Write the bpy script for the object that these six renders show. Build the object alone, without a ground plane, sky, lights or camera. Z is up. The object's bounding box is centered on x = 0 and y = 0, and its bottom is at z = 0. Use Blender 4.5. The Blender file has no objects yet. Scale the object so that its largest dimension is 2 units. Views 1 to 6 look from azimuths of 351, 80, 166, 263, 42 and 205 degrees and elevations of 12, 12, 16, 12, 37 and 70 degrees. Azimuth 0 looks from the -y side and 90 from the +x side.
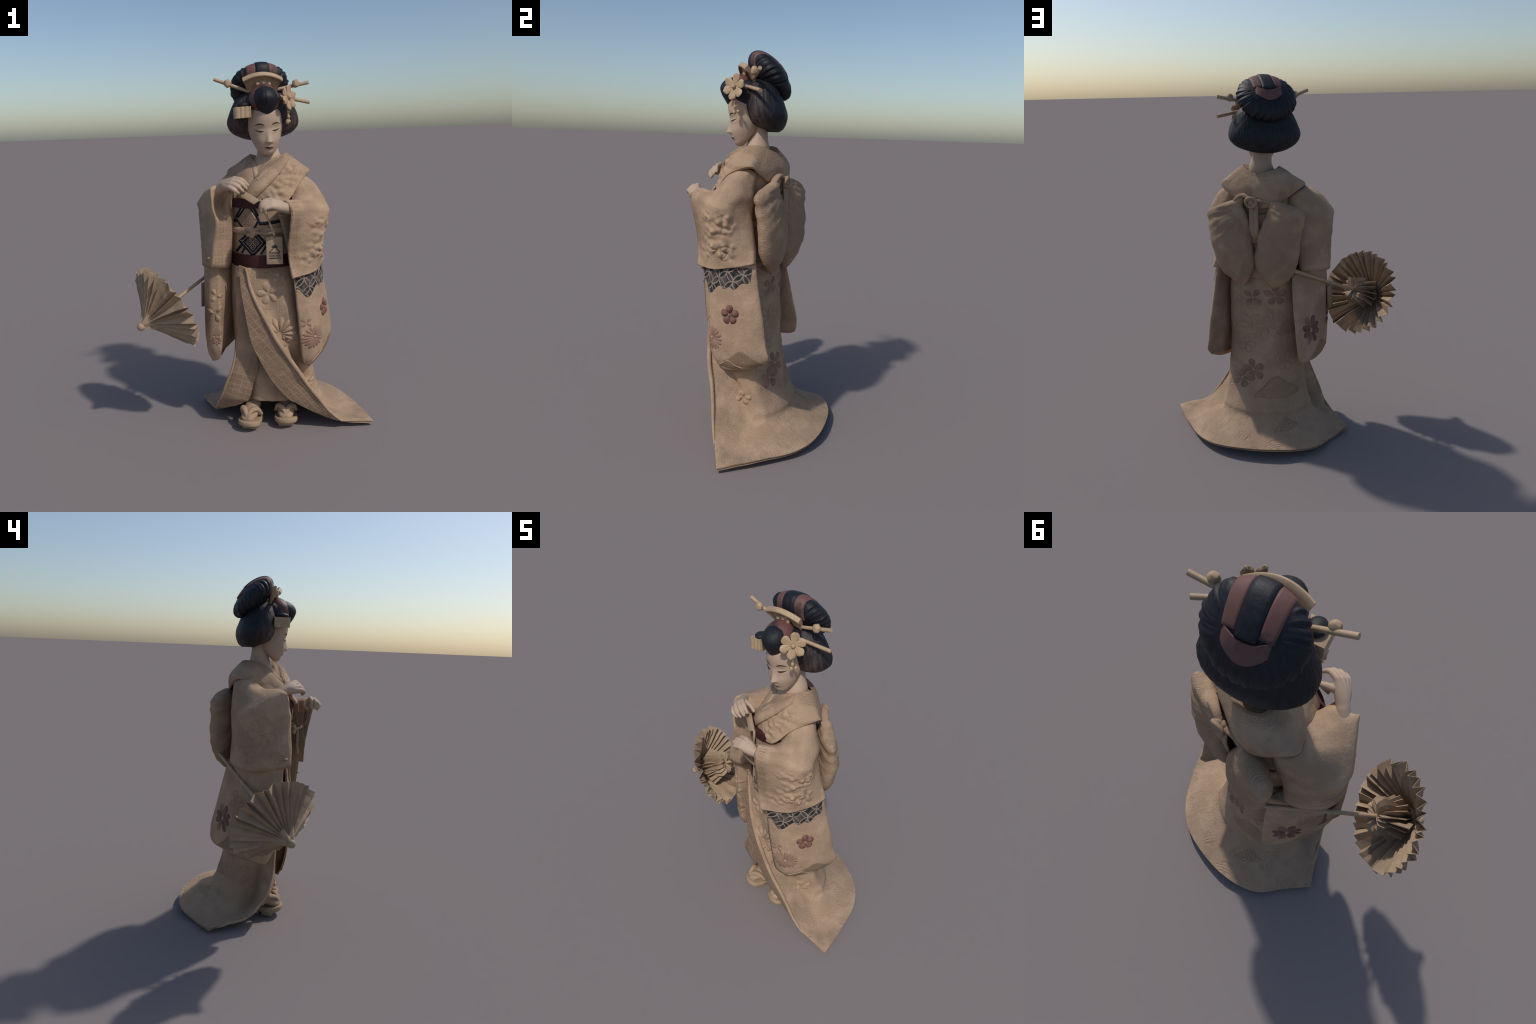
import bpy, bmesh, math, random
import numpy as np
from mathutils import Vector, noise
from mathutils.bvhtree import BVHTree

random.seed(7)
RNG = np.random.default_rng(7)
A = np.array
scene = bpy.context.scene

# ------------------------------------------------------------------ helpers
def unit(v):
    v = A(v, float)
    return v / np.linalg.norm(v)

def spline(P, k, closed=False, corners=()):
    """Catmull-Rom through the control points, k samples per span."""
    P = A(P, float)
    n = len(P)
    out = []
    for i in range(n if closed else n - 1):
        p1, p2 = P[i], P[(i + 1) % n]
        p0 = P[i - 1] if (closed or i > 0) else 2 * p1 - p2
        p3 = P[(i + 2) % n] if (closed or i < n - 2) else 2 * p2 - p1
        if i in corners:
            p0 = 2 * p1 - p2
        if (i + 1) % n in corners:
            p3 = 2 * p2 - p1
        for t in np.arange(k) / k:
            out.append(0.5 * (2 * p1 + (p2 - p0) * t + (2 * p0 - 5 * p1 + 4 * p2 - p3) * t * t + (3 * p1 - p0 - 3 * p2 + p3) * t ** 3))
    if not closed:
        out.append(P[-1])
    return A(out)

def loft(rows, ku=6, kv=6, closed=True, cu=(), cv=()):
    G = spline(A(rows, float), kv, False, cv)
    return spline(G.swapaxes(0, 1), ku, closed, cu).swapaxes(0, 1)

def grid_mesh(G, closed=True, cap0=False, cap1=False):
    R, C = G.shape[:2]
    V = [tuple(p) for p in G.reshape(-1, 3)]
    F = []
    for i in range(R - 1):
        for j in range(C if closed else C - 1):
            F.append((i * C + j, i * C + (j + 1) % C, (i + 1) * C + (j + 1) % C, (i + 1) * C + j))
    for cap, r in ((cap0, 0), (cap1, R - 1)):
        if cap:
            c = len(V)
            V.append(tuple(G[r].mean(0)))
            for j in range(C):
                F.append((r * C + j, r * C + (j + 1) % C, c))
    return V, F

def merge(parts):
    V, F = [], []
    for v, f in parts:
        o = len(V)
        V += list(v)
        F += [tuple(i + o for i in q) for q in f]
    return V, F

def tube(path, radii, n=12, k=6, flat=1.0, up=(0, 0, 1), closed=False, cap=True):
    P = spline(path, k, closed)
    rr = spline(A(radii, float)[:, None], k, closed)[:, 0] if np.ndim(radii) else np.full(len(P), radii)
    G = []
    for i in range(len(P)):
        a, b = P[(i - 1) % len(P)] if (closed or i) else P[0], P[(i + 1) % len(P)] if (closed or i < len(P) - 1) else P[-1]
        t = unit(b - a)
        x = np.cross(t, up)
        x = unit(x) if np.linalg.norm(x) > 1e-3 else unit(np.cross(t, (1, 0, 0)))
        y = np.cross(x, t)
        th = np.arange(n) * 2 * math.pi / n
        G.append(P[i] + rr[i] * (np.cos(th)[:, None] * x + flat * np.sin(th)[:, None] * y))
    G = A(G)
    if closed:
        R, C = G.shape[:2]
        V = [tuple(p) for p in G.reshape(-1, 3)]
        F = [(i * C + j, i * C + (j + 1) % C, ((i + 1) % R) * C + (j + 1) % C, ((i + 1) % R) * C + j) for i in range(R) for j in range(C)]
        return V, F
    return grid_mesh(G, True, cap, cap)

def ball(c, r, n=16, m=10):
    r = A([r, r, r] if np.isscalar(r) else r, float)
    G = []
    for i in range(m + 1):
        f = math.pi * (i / m) * 0.996 + 0.006
        G.append([A(c) + r * A([math.sin(f) * math.cos(a), math.sin(f) * math.sin(a), math.cos(f)]) for a in np.arange(n) * 2 * math.pi / n])
    return grid_mesh(A(G), True, True, True)

def box(c, ex, ey, ez):
    c, ex, ey, ez = A(c, float), A(ex, float), A(ey, float), A(ez, float)
    V = [tuple(c + sx * ex + sy * ey + sz * ez) for sx in (-1, 1) for sy in (-1, 1) for sz in (-1, 1)]
    return V, [(0, 1, 3, 2), (4, 6, 7, 5), (0, 4, 5, 1), (2, 3, 7, 6), (0, 2, 6, 4), (1, 5, 7, 3)]

def to_mesh(name, vf, fix=True):
    me = bpy.data.meshes.new(name)
    me.from_pydata([tuple(map(float, v)) for v in vf[0]], [], [tuple(map(int, f)) for f in vf[1]])
    if fix:
        bm = bmesh.new()
        bm.from_mesh(me)
        bmesh.ops.remove_doubles(bm, verts=bm.verts, dist=1e-5)
        bmesh.ops.recalc_face_normals(bm, faces=bm.faces)
        bm.to_mesh(me)
        bm.free()
    me.update()
    return me

def apply_mods(ob):
    dg = bpy.context.evaluated_depsgraph_get()
    me = bpy.data.meshes.new_from_object(ob.evaluated_get(dg))
    ob.modifiers.clear()
    ob.data = me
    return ob

def add(name, vf, mat, parent, smooth=True, mods=(), angle=None, fix=True):
    """Build a named part; mods = list of (type, {settings}) that are applied."""
    me = to_mesh(name, vf, fix) if isinstance(vf, tuple) else vf
    ob = bpy.data.objects.new(name, me)
    scene.collection.objects.link(ob)
    for kind, opts in mods:
        m = ob.modifiers.new(kind, kind)
        for k, v in opts.items():
            setattr(m, k, v)
    if mods:
        apply_mods(ob)
    me = ob.data
    me.name = name
    me.materials.clear()
    me.materials.append(mat)
    for p in me.polygons:
        p.use_smooth = smooth
    if angle is not None:
        me.set_sharp_from_angle(angle=math.radians(angle))
    ob.parent = parent
    return ob

def displace(ob, fn):
    """Move vertices along their normals by fn(position)."""
    me = ob.data
    n = len(me.vertices)
    co = np.empty(n * 3); me.vertices.foreach_get("co", co)
    no = np.empty(n * 3); me.vertex_normals.foreach_get("vector", no)
    co, no = co.reshape(-1, 3), no.reshape(-1, 3)
    h = A([fn(Vector(p)) for p in co])
    me.vertices.foreach_set("co", (co + no * h[:, None]).ravel())
    me.update()

def bvh(*obs):
    V, F = [], []
    for o in obs:
        b = len(V)
        V += [v.co.copy() for v in o.data.vertices]
        F += [tuple(i + b for i in p.vertices) for p in o.data.polygons]
    return BVHTree.FromPolygons(V, F)

class Projector:
    """Drops a flat drawing (a along u, b along v) onto a surface, looking along -n."""
    def __init__(self, tree, origin, u, v, n=None):
        self.t, self.o, self.u, self.v = tree, A(origin, float), unit(u), unit(v)
        self.n = unit(np.cross(self.u, self.v)) if n is None else unit(n)
        self.last = 0.0
    def hits(self, a, b):
        s = self.o + self.u * a + self.v * b
        hit = self.t.ray_cast(Vector(s + self.n * 0.6), Vector(-self.n), 1.0)
        return hit[0] is not None and abs(A(hit[1]) @ self.n) > 0.12
    def pt(self, a, b, h=0.0):
        s = self.o + self.u * a + self.v * b
        hit = self.t.ray_cast(Vector(s + self.n * 0.6), Vector(-self.n), 1.0)
        if hit[0] is None:
            return s + self.n * (self.last + h)
        self.last = float((A(hit[0]) - s) @ self.n)
        nn = A(hit[1])
        if nn @ self.n < 0:
            nn = -nn
        nn = unit(nn + self.n)
        return A(hit[0]) + nn * h

def patch(pr, outline, h_edge=0.0, h_mid=0.003, rings=4, prof=1.6, center=None, sink=0.002):
    """A raised pad with a star-shaped outline, lying on the surface."""
    O = A(outline, float)
    c = O.mean(0) if center is None else A(center, float)
    for i in range(len(O)):
        for _ in range(12):
            if pr.hits(*O[i]):
                break
            O[i] = c + (O[i] - c) * 0.88
    G = []
    G.append([pr.pt(*p, -sink) for p in O])
    for r in range(rings):
        f = 1 - r / rings
        h = h_edge + (h_mid - h_edge) * (1 - f ** prof)
        G.append([pr.pt(*(c + (p - c) * f), h) for p in O])
    G = A(G)
    V, F = grid_mesh(G, True)
    k = len(V)
    V.append(tuple(pr.pt(*c, h_mid)))
    C = len(O)
    b = (len(G) - 1) * C
    F += [(b + j, b + (j + 1) % C, k) for j in range(C)]
    return V, F

def ribbon(pr, path, width, h=0.0015, k=6, sink=0.002, closed=False, round_=False):
    """A raised line of given width that follows the surface."""
    P = spline(path, k, closed)
    if closed:
        P = np.vstack([P, P[:1]])
    W = np.full(len(P), width) if np.isscalar(width) else np.interp(np.linspace(0, 1, len(P)), np.linspace(0, 1, len(width)), width)
    rows = []
    for i, p in enumerate(P):
        t = P[min(i + 1, len(P) - 1)] - P[max(i - 1, 0)]
        t = t / (np.linalg.norm(t) + 1e-9)
        q = A([-t[1], t[0]])
        w = W[i] / 2
        rows.append([pr.pt(*(p - q * w), -sink), pr.pt(*(p - q * w * (0.6 if round_ else 1)), h * (0.75 if round_ else 1)), pr.pt(*p, h), pr.pt(*(p + q * w * (0.6 if round_ else 1)), h * (0.75 if round_ else 1)), pr.pt(*(p + q * w), -sink)])
    V, F = grid_mesh(A(rows), False)
    m = len(rows) * 5
    F += [(0, 1, 2, 3, 4), (m - 5, m - 4, m - 3, m - 2, m - 1)]
    return V, F

def petal_outline(c, ang, length, width, n=16, r0=0.12, tip=1.0):
    """Teardrop petal pointing at ang from centre c."""
    out = []
    for t in np.arange(n) * 2 * math.pi / n:
        x = length * (r0 + (1 - r0) * (0.5 - 0.5 * math.cos(t)))
        s = (x / length)
        w = width * 0.5 * math.sin(t) * (0.35 + 0.65 * min(1, s * 1.3)) * tip
        out.append((c[0] + x * math.cos(ang) - w * math.sin(ang), c[1] + x * math.sin(ang) + w * math.cos(ang)))
    return out

def ellipse_ring(c, rx, ry, yaw=0.0, n=12, p=2.0, z=None):
    th = np.arange(n) * 2 * math.pi / n
    cx, sx = np.cos(th), np.sin(th)
    x = rx * np.sign(cx) * np.abs(cx) ** (2 / p)
    y = ry * np.sign(sx) * np.abs(sx) ** (2 / p)
    ca, sa = math.cos(yaw), math.sin(yaw)
    return np.stack([c[0] + x * ca - y * sa, c[1] + x * sa + y * ca, np.full(n, c[2] if z is None else z)], 1)

# ------------------------------------------------------------------ materials
class Nodes:
    def __init__(self, name, rough=0.8, spec=0.25, sheen=0.0):
        self.m = bpy.data.materials.new(name)
        self.m.use_nodes = True
        self.nt = self.m.node_tree
        self.b = self.nt.nodes["Principled BSDF"]
        self.b.inputs["Roughness"].default_value = rough
        self.b.inputs["Specular IOR Level"].default_value = spec
        self.co = self.nt.nodes.new("ShaderNodeTexCoord").outputs["Object"]
    def put(self, sock, v):
        if hasattr(v, "links"):
            self.nt.links.new(v, sock)
        elif np.ndim(v) == 1 and len(v) == 3 and sock.type == "RGBA":
            sock.default_value = (*v, 1)
        else:
            sock.default_value = v
    def math(self, op, a, b=None, c=None, clamp=False):
        n = self.nt.nodes.new("ShaderNodeMath")
        n.operation = op
        n.use_clamp = clamp
        for i, x in enumerate((a, b, c)):
            if x is not None:
                self.put(n.inputs[i], x)
        return n.outputs[0]
    def dot(self, d, off=0.0, co=None):
        n = self.nt.nodes.new("ShaderNodeVectorMath")
        n.operation = "DOT_PRODUCT"
        self.put(n.inputs[0], co or self.co)
        n.inputs[1].default_value = d
        return self.math("SUBTRACT", n.outputs["Value"], off)
    def noise(self, scale, detail=4, rough=0.55, scl=None, dist=0.0):
        n = self.nt.nodes.new("ShaderNodeTexNoise")
        n.inputs["Scale"].default_value = scale
        n.inputs["Detail"].default_value = detail
        n.inputs["Roughness"].default_value = rough
        n.inputs["Distortion"].default_value = dist
        src = self.co
        if scl is not None:
            mp = self.nt.nodes.new("ShaderNodeMapping")
            mp.inputs["Scale"].default_value = scl
            self.nt.links.new(self.co, mp.inputs["Vector"])
            src = mp.outputs[0]
        self.nt.links.new(src, n.inputs["Vector"])
        return n.outputs[0]
    def ramp(self, f, lo, hi):
        n = self.nt.nodes.new("ShaderNodeMapRange")
        n.interpolation_type = "SMOOTHSTEP"
        self.put(n.inputs["Value"], f)
        n.inputs["From Min"].default_value = lo
        n.inputs["From Max"].default_value = hi
        return n.outputs["Result"]
    def mix(self, f, a, b):
        n = self.nt.nodes.new("ShaderNodeMix")
        n.data_type = "RGBA"
        self.put(n.inputs["Factor"], f)
        self.put(n.inputs["A"], a) if False else self.put([s for s in n.inputs if s.name == "A" and s.type == "RGBA"][0], a)
        self.put([s for s in n.inputs if s.name == "B" and s.type == "RGBA"][0], b)
        return [s for s in n.outputs if s.type == "RGBA"][0]
    def bump(self, h, strength=0.3, dist=0.004, prev=None):
        n = self.nt.nodes.new("ShaderNodeBump")
        n.inputs["Strength"].default_value = strength
        n.inputs["Distance"].default_value = dist
        self.put(n.inputs["Height"], h)
        if prev is not None:
            self.nt.links.new(prev, n.inputs["Normal"])
        return n.outputs[0]
    def done(self, col, normal=None):
        self.put(self.b.inputs["Base Color"], col)
        if normal is not None:
            self.nt.links.new(normal, self.b.inputs["Normal"])
        return self.m
    def stitch(self, col, base, k=1.0):
        """Grain of the weave, soft puckers and worn swirling stitch lines in patches."""
        field = self.noise(5.5, 2, 0.4, dist=0.6)
        ring = self.ramp(self.math("PINGPONG", field, 0.022), 0.016, 0.006)
        ring = self.math("MULTIPLY", ring, self.ramp(self.noise(3.1, 1), 0.47, 0.60))
        ring = self.math("MULTIPLY", ring, self.ramp(self.noise(45.0, 1), 0.30, 0.55))
        col = self.mix(self.math("MULTIPLY", ring, 0.12 * k), col, tuple(base * 0.55))
        grain = self.noise(95.0, 4, 0.75)
        col = self.mix(self.math("MULTIPLY", self.ramp(grain, 0.48, 0.70), 0.26 * k), col, tuple(base * 0.62))
        nrm = self.bump(self.noise(210.0, 2), 0.22 * k, 0.0025)
        nrm = self.bump(grain, 0.55 * k, 0.005, nrm)
        nrm = self.bump(self.noise(22.0, 4), 0.34, 0.010, nrm)
        nrm = self.bump(self.math("MULTIPLY", ring, -1.0), 0.14 * k, 0.003, nrm)
        return col, nrm
    # ---- patterns
    def meander(self, u, v, size):
        """Nested squares in a grid: 1 on the engraved lines."""
        fu = self.math("SUBTRACT", self.math("FRACT", self.math("DIVIDE", u, size)), 0.5)
        fv = self.math("SUBTRACT", self.math("FRACT", self.math("DIVIDE", v, size)), 0.5)
        d = self.math("MAXIMUM", self.math("ABSOLUTE", fu), self.math("ABSOLUTE", fv))
        # three line rings per cell, a plain gap between the cells
        w = self.math("PINGPONG", self.math("ADD", d, 0.045), 0.085)
        line = self.ramp(w, 0.055, 0.030)
        keep = self.ramp(d, 0.46, 0.43)
        return self.math("MULTIPLY", line, keep)
    def shippo(self, u, v, size, w=0.05):
        """Interlocking circles: 1 on the circle lines."""
        fu = self.math("FRACT", self.math("DIVIDE", u, size))
        fv = self.math("FRACT", self.math("DIVIDE", v, size))
        best = None
        for cx in (0, 1):
            for cy in (0, 1):
                dx = self.math("SUBTRACT", fu, cx)
                dy = self.math("SUBTRACT", fv, cy)
                r = self.math("SQRT", self.math("ADD", self.math("MULTIPLY", dx, dx), self.math("MULTIPLY", dy, dy)))
                e = self.math("ABSOLUTE", self.math("SUBTRACT", r, 0.7071))
                best = e if best is None else self.math("MINIMUM", best, e)
        return self.ramp(best, w * 1.6, w * 0.6)
    def waves(self, u, v, size, rings=4):
        """Overlapping fans of concentric arcs."""
        row = self.math("FLOOR", self.math("DIVIDE", v, size * 0.5))
        fv = self.math("FRACT", self.math("DIVIDE", v, size * 0.5))
        sh = self.math("MULTIPLY", self.math("MODULO", row, 2.0), 0.5)
        fu = self.math("SUBTRACT", self.math("FRACT", self.math("ADD", self.math("DIVIDE", u, size), sh)), 0.5)
        r = self.math("SQRT", self.math("ADD", self.math("MULTIPLY", fu, fu), self.math("MULTIPLY", self.math("MULTIPLY", fv, fv), 0.25)))
        return self.ramp(self.math("PINGPONG", r, 0.5 / rings / 2), 0.02, 0.045)

CLOTH = A([0.448, 0.307, 0.203])
CLOTH_D = A([0.300, 0.205, 0.132])
BROWN = A([0.235, 0.150, 0.095])

def cloth(name, base=CLOTH, squares=None, weave=1.0, blotch=0.24, keyline=0.0):
    """Matt cloth: mottled beige, woven grain; squares = list of (u dir, v dir, offsets, size, region masks)."""
    n = Nodes(name, rough=0.82, spec=0.2)
    big = n.noise(7.0, 4)
    fine = n.noise(160.0, 2)
    col = n.mix(n.ramp(big, 0.35, 0.7), tuple(base * (1 - blotch)), tuple(base * (1 + blotch * 0.35)))
    col = n.mix(n.math("MULTIPLY", n.ramp(fine, 0.45, 0.75), 0.22), col, tuple(base * 0.72))
    col, nrm = n.stitch(col, base, weave)
    for s in squares or []:
        m = n.meander(n.dot(s["u"], s.get("u0", 0)), n.dot(s["v"], s.get("v0", 0)), s["size"])
        for d, lo, hi in s["where"]:
            m = n.math("MULTIPLY", m, n.ramp(n.dot(d), lo, hi))
        if s.get("worn", True):
            m = n.math("MULTIPLY", m, n.ramp(n.noise(9.0, 2), 0.3, 0.5))
        if s.get("fill"):
            fu = n.math("SUBTRACT", n.math("FRACT", n.math("DIVIDE", n.dot(s["u"], s.get("u0", 0)), s["size"])), 0.5)
            fv = n.math("SUBTRACT", n.math("FRACT", n.math("DIVIDE", n.dot(s["v"], s.get("v0", 0)), s["size"])), 0.5)
            f = n.ramp(n.math("MAXIMUM", n.math("ABSOLUTE", fu), n.math("ABSOLUTE", fv)), 0.47, 0.42)
            f = n.math("MULTIPLY", f, n.ramp(n.noise(7.0, 2), 0.25, 0.5))
            for d, lo, hi in s["where"]:
                f = n.math("MULTIPLY", f, n.ramp(n.dot(d), lo, hi))
            col = n.mix(n.math("MULTIPLY", f, s["fill"]), col, tuple(BROWN))
            nrm = n.bump(f, -0.4, 0.003, nrm)
        col = n.mix(n.math("MULTIPLY", m, s.get("ink", 0.7)), col, tuple(BROWN))
        nrm = n.bump(n.math("MULTIPLY", m, -1.0), 0.55, 0.004, nrm)
    return n.done(col, nrm)

def weave_relief(name, base, size, u, v, where=(), ink=0.42, lo=0.40, hi=0.54, wobble=0.02):
    """Cloth with a faint all-over woven key pattern."""
    n = Nodes(name, rough=0.82, spec=0.2)
    big = n.noise(6.0, 4)
    col = n.mix(n.ramp(big, 0.35, 0.7), tuple(base * 0.85), tuple(base * 1.05))
    m = n.meander(n.math("ADD", n.dot(u), n.math("MULTIPLY", n.noise(5.0, 1), wobble)), n.dot(v), size)
    m = n.math("MULTIPLY", m, n.ramp(n.noise(7.0, 2), lo, hi))
    for d, a, b in where:
        m = n.math("MULTIPLY", m, n.ramp(n.dot(d), a, b))
    col, nrm = n.stitch(col, base, 1.1)
    col = n.mix(n.math("MULTIPLY", m, ink), col, tuple(base * 0.58))
    nrm = n.bump(n.math("MULTIPLY", m, -1.0), 0.5 + ink * 0.7, 0.004, nrm)
    return n.done(col, nrm)

def plain(name, c, rough=0.75, spec=0.25, var=0.12, scale=14.0, bump=0.12, bscale=120.0):
    n = Nodes(name, rough, spec)
    c = A(c)
    col = n.mix(n.ramp(n.noise(scale, 4), 0.3, 0.7), tuple(c * (1 - var)), tuple(c * (1 + var * 0.6)))
    return n.done(col, n.bump(n.noise(bscale, 2), bump, 0.003))

def hair_mat(name, c, brown=0.0):
    n = Nodes(name, rough=0.55, spec=0.30)
    c = A(c)
    st = n.noise(1.0, 5, 0.6, scl=(60, 60, 9))
    col = n.mix(n.ramp(st, 0.35, 0.7), tuple(c * 0.75), tuple(c * 1.5))
    if brown:
        # warm brown powder on the outer front sides
        side = n.ramp(n.dot((0, -1, -0.35)), -0.62 , -0.50)
        spot = n.math("MULTIPLY", side, n.ramp(n.noise(9.0, 3), 0.25, 0.6))
        col = n.mix(n.math("MULTIPLY", spot, brown), col, n.mix(n.ramp(st, 0.4, 0.6), (0.030, 0.022, 0.023), (0.085, 0.056, 0.050)))
    return n.done(col, n.bump(st, 0.35, 0.004))

M_SKIN = plain("skin_paint", (0.455, 0.330, 0.242), rough=0.6, var=0.05, bump=0.05)
M_HAIR = hair_mat("black_hair", (0.0115, 0.0125, 0.0175))
M_HAIRB = hair_mat("brushed_hair", (0.0115, 0.0125, 0.0175), brown=1.0)
M_RED = Nodes("worn_red_ribbon", 0.6, 0.3)
M_RED = M_RED.done(M_RED.mix(M_RED.ramp(M_RED.noise(11.0, 4, 0.65), 0.52, 0.72), (0.150, 0.072, 0.062), (0.045, 0.030, 0.032)), M_RED.bump(M_RED.noise(70.0, 3), 0.2, 0.003))
M_MAROON = plain("maroon_silk", (0.060, 0.017, 0.018), rough=0.6, var=0.2)
M_INK = plain("dark_paint", (0.050, 0.030, 0.022), rough=0.7, var=0.1)
M_LIP = plain("lip_paint", (0.070, 0.034, 0.027), rough=0.55, var=0.1)
M_NAVY = plain("navy_thread", (0.012, 0.014, 0.024), rough=0.75, var=0.3)
M_WOOD = plain("horn_ornament", (0.43, 0.30, 0.185), rough=0.55, spec=0.35, var=0.12, scale=30.0)
M_PAPER = plain("oiled_paper", (0.375, 0.270, 0.180), rough=0.75, var=0.12, scale=18.0)
M_CLOTH = cloth("beige_cloth")
M_CLOTH2 = cloth("inner_cloth", CLOTH * 1.0, weave=0.7)
M_SOLE = plain("straw_sandal", (0.37, 0.262, 0.170), rough=0.8, var=0.14, bump=0.3, bscale=90.0)
M_PLUM = plain("plum_embroidery", (0.195, 0.096, 0.074), rough=0.75, var=0.35, scale=30.0)
M_FADED = plain("faded_plum_embroidery", (0.262, 0.158, 0.118), rough=0.8, var=0.25, scale=18.0)
M_RUST = plain("rust_embroidery", (0.285, 0.175, 0.120), rough=0.75, var=0.12)
M_RELIEF = cloth("raised_cloth", CLOTH, weave=0.7)
M_REDMIX = Nodes("red_and_black_hair", 0.55, 0.3)
M_REDMIX = M_REDMIX.done(M_REDMIX.mix(M_REDMIX.ramp(M_REDMIX.noise(16.0, 3, scl=(1.0, 1.0, 0.5)), 0.54, 0.70), (0.130, 0.056, 0.050), (0.020, 0.018, 0.022)), M_REDMIX.bump(M_REDMIX.noise(60.0, 3), 0.3, 0.004))

# ------------------------------------------------------------------ the thing
root = bpy.data.objects.new("kimono_doll", None)
scene.collection.objects.link(root)
root["label"] = "standing kimono woman statue with black bun and parasol"
root["category"] = "statue"

# ================================================================== HEAD
HX = 0.0985
def lean(P):
    """The head leans a little to her right."""
    P = A(P, float).copy()
    P[..., 2] += (P[..., 0] - HX) * 0.06
    P[..., 0] -= (P[..., 2] - 1.62) * 0.045
    return P

def head_part():
    #       z      front    back   halfw  widest y
    prof = [(1.528, -0.150, -0.132, 0.012, -0.141),
            (1.534, -0.160, -0.122, 0.027, -0.138),
            (1.545, -0.168, -0.112, 0.040, -0.133),
            (1.560, -0.175, -0.095, 0.052, -0.122),
            (1.580, -0.184, -0.075, 0.063, -0.115),
            (1.605, -0.188, -0.055, 0.074, -0.110),
            (1.635, -0.190, -0.040, 0.083, -0.107),
            (1.662, -0.194, -0.030, 0.088, -0.105),
            (1.690, -0.200, -0.020, 0.089, -0.103),
            (1.715, -0.204, -0.015, 0.088, -0.100),
            (1.745, -0.202, -0.010, 0.084, -0.100),
            (1.790, -0.180, -0.010, 0.074, -0.095),
            (1.830, -0.130, -0.050, 0.045, -0.090)]
    P = spline(A(prof), 6)
    n = 72
    G = []
    for z, f, b, w, m in P:
        row = []
        for t in np.arange(n) * 2 * math.pi / n:
            s, c = math.sin(t), math.cos(t)
            e = 0.86
            x = w * np.sign(s) * abs(s) ** e
            y = m + (f - m) * c ** 1.0 if c > 0 else m - (b - m) * c
            if c > 0:
                dx = abs(x)
                # nose ridge
                k = np.clip((1.668 - z) / (1.668 - 1.597), 0, 1)
                under = np.clip((z - 1.586) / 0.009, 0, 1)
                h = 0.025 * k ** 1.25 * under
                wd = 0.0065 + 0.0075 * k
                y -= h * math.exp(-(dx / wd) ** 2)
                # nostril wings
                y -= 0.005 * math.exp(-((dx - 0.012) / 0.006) ** 2 - ((z - 1.597) / 0.007) ** 2)
                # eye sockets, lids
                y += 0.006 * math.exp(-((dx - 0.042) / 0.024) ** 2 - ((z - 1.664) / 0.014) ** 2)
                y -= 0.003 * math.exp(-((dx - 0.043) / 0.02) ** 2 - ((z - 1.650) / 0.010) ** 2)
                # lips and the dip under them
                y -= 0.006 * math.exp(-(dx / 0.014) ** 2 - ((z - 1.570) / 0.006) ** 2)
                y += 0.004 * math.exp(-(dx / 0.020) ** 2 - ((z - 1.557) / 0.006) ** 2)
                # cheeks
                y -= 0.003 * math.exp(-((dx - 0.045) / 0.022) ** 2 - ((z - 1.605) / 0.02) ** 2)
            row.append((HX + x, y, z))
        G.append(row)
    G = lean(A(G))
    head = add("head", grid_mesh(G, True, True, True), M_SKIN, root)
    pr = Projector(bvh(head), (HX, -0.25, 0), (1, 0, 0), (0, 0, 1), (0, -1, 0))
    # brows, closed lids, mouth: (dx, z) in the head's own upright frame
    def face(name, pts, w, mat, h=0.0012):
        q = [lean((HX + a, -0.19, b)) for a, b in pts]
        add(name, ribbon(pr, [(p[0] - HX, p[2]) for p in q], w, h, sink=0.001), mat, head)
    for s in (-1, 1):
        face("eyebrow", [(s * 0.020, 1.681), (s * 0.034, 1.687), (s * 0.050, 1.688), (s * 0.066, 1.683)], [0.002, 0.0062, 0.0056, 0.001], M_INK)
        face("eyelid_line", [(s * 0.022, 1.6525), (s * 0.036, 1.652), (s * 0.050, 1.655), (s * 0.064, 1.661)], [0.002, 0.0085, 0.0065, 0.001], M_INK)
    face("lip", [(-0.022, 1.5695), (-0.011, 1.5685), (0, 1.5665), (0.011, 1.5685), (0.022, 1.5695)], [0.001, 0.0075, 0.0105, 0.0075, 0.001], M_LIP)
    G = [ellipse_ring((0.105, -0.045, 1.645), 0.052, 0.048, 0, 24),
         ellipse_ring((0.110, -0.042, 1.605), 0.052, 0.042, 0, 24),
         ellipse_ring((0.116, -0.048, 1.565), 0.055, 0.050, 0, 24),
         ellipse_ring((0.120, -0.050, 1.535), 0.061, 0.058, 0, 24),
         ellipse_ring((0.115, -0.055, 1.500), 0.075, 0.068, 0, 24),
         ellipse_ring((0.105, -0.060, 1.465), 0.095, 0.080, 0, 24)]
    add("neck", grid_mesh(loft(G, 2, 5), True, True, True), M_SKIN, root)
    return head
head = head_part()

# ================================================================== HAIR
def strands(n_major, amp, seed):
    ph = RNG.uniform(0, 6.28, 6)
    def f(a):
        w = a + 0.12 * math.sin(3 * a + ph[0]) + 0.07 * math.sin(7 * a + ph[1])
        return amp * (0.6 * abs(math.sin(n_major * w / 2 + ph[2])) + 0.4 * abs(math.sin(n_major * 1.37 * w + ph[3])) - 0.5)
    return f

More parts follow.
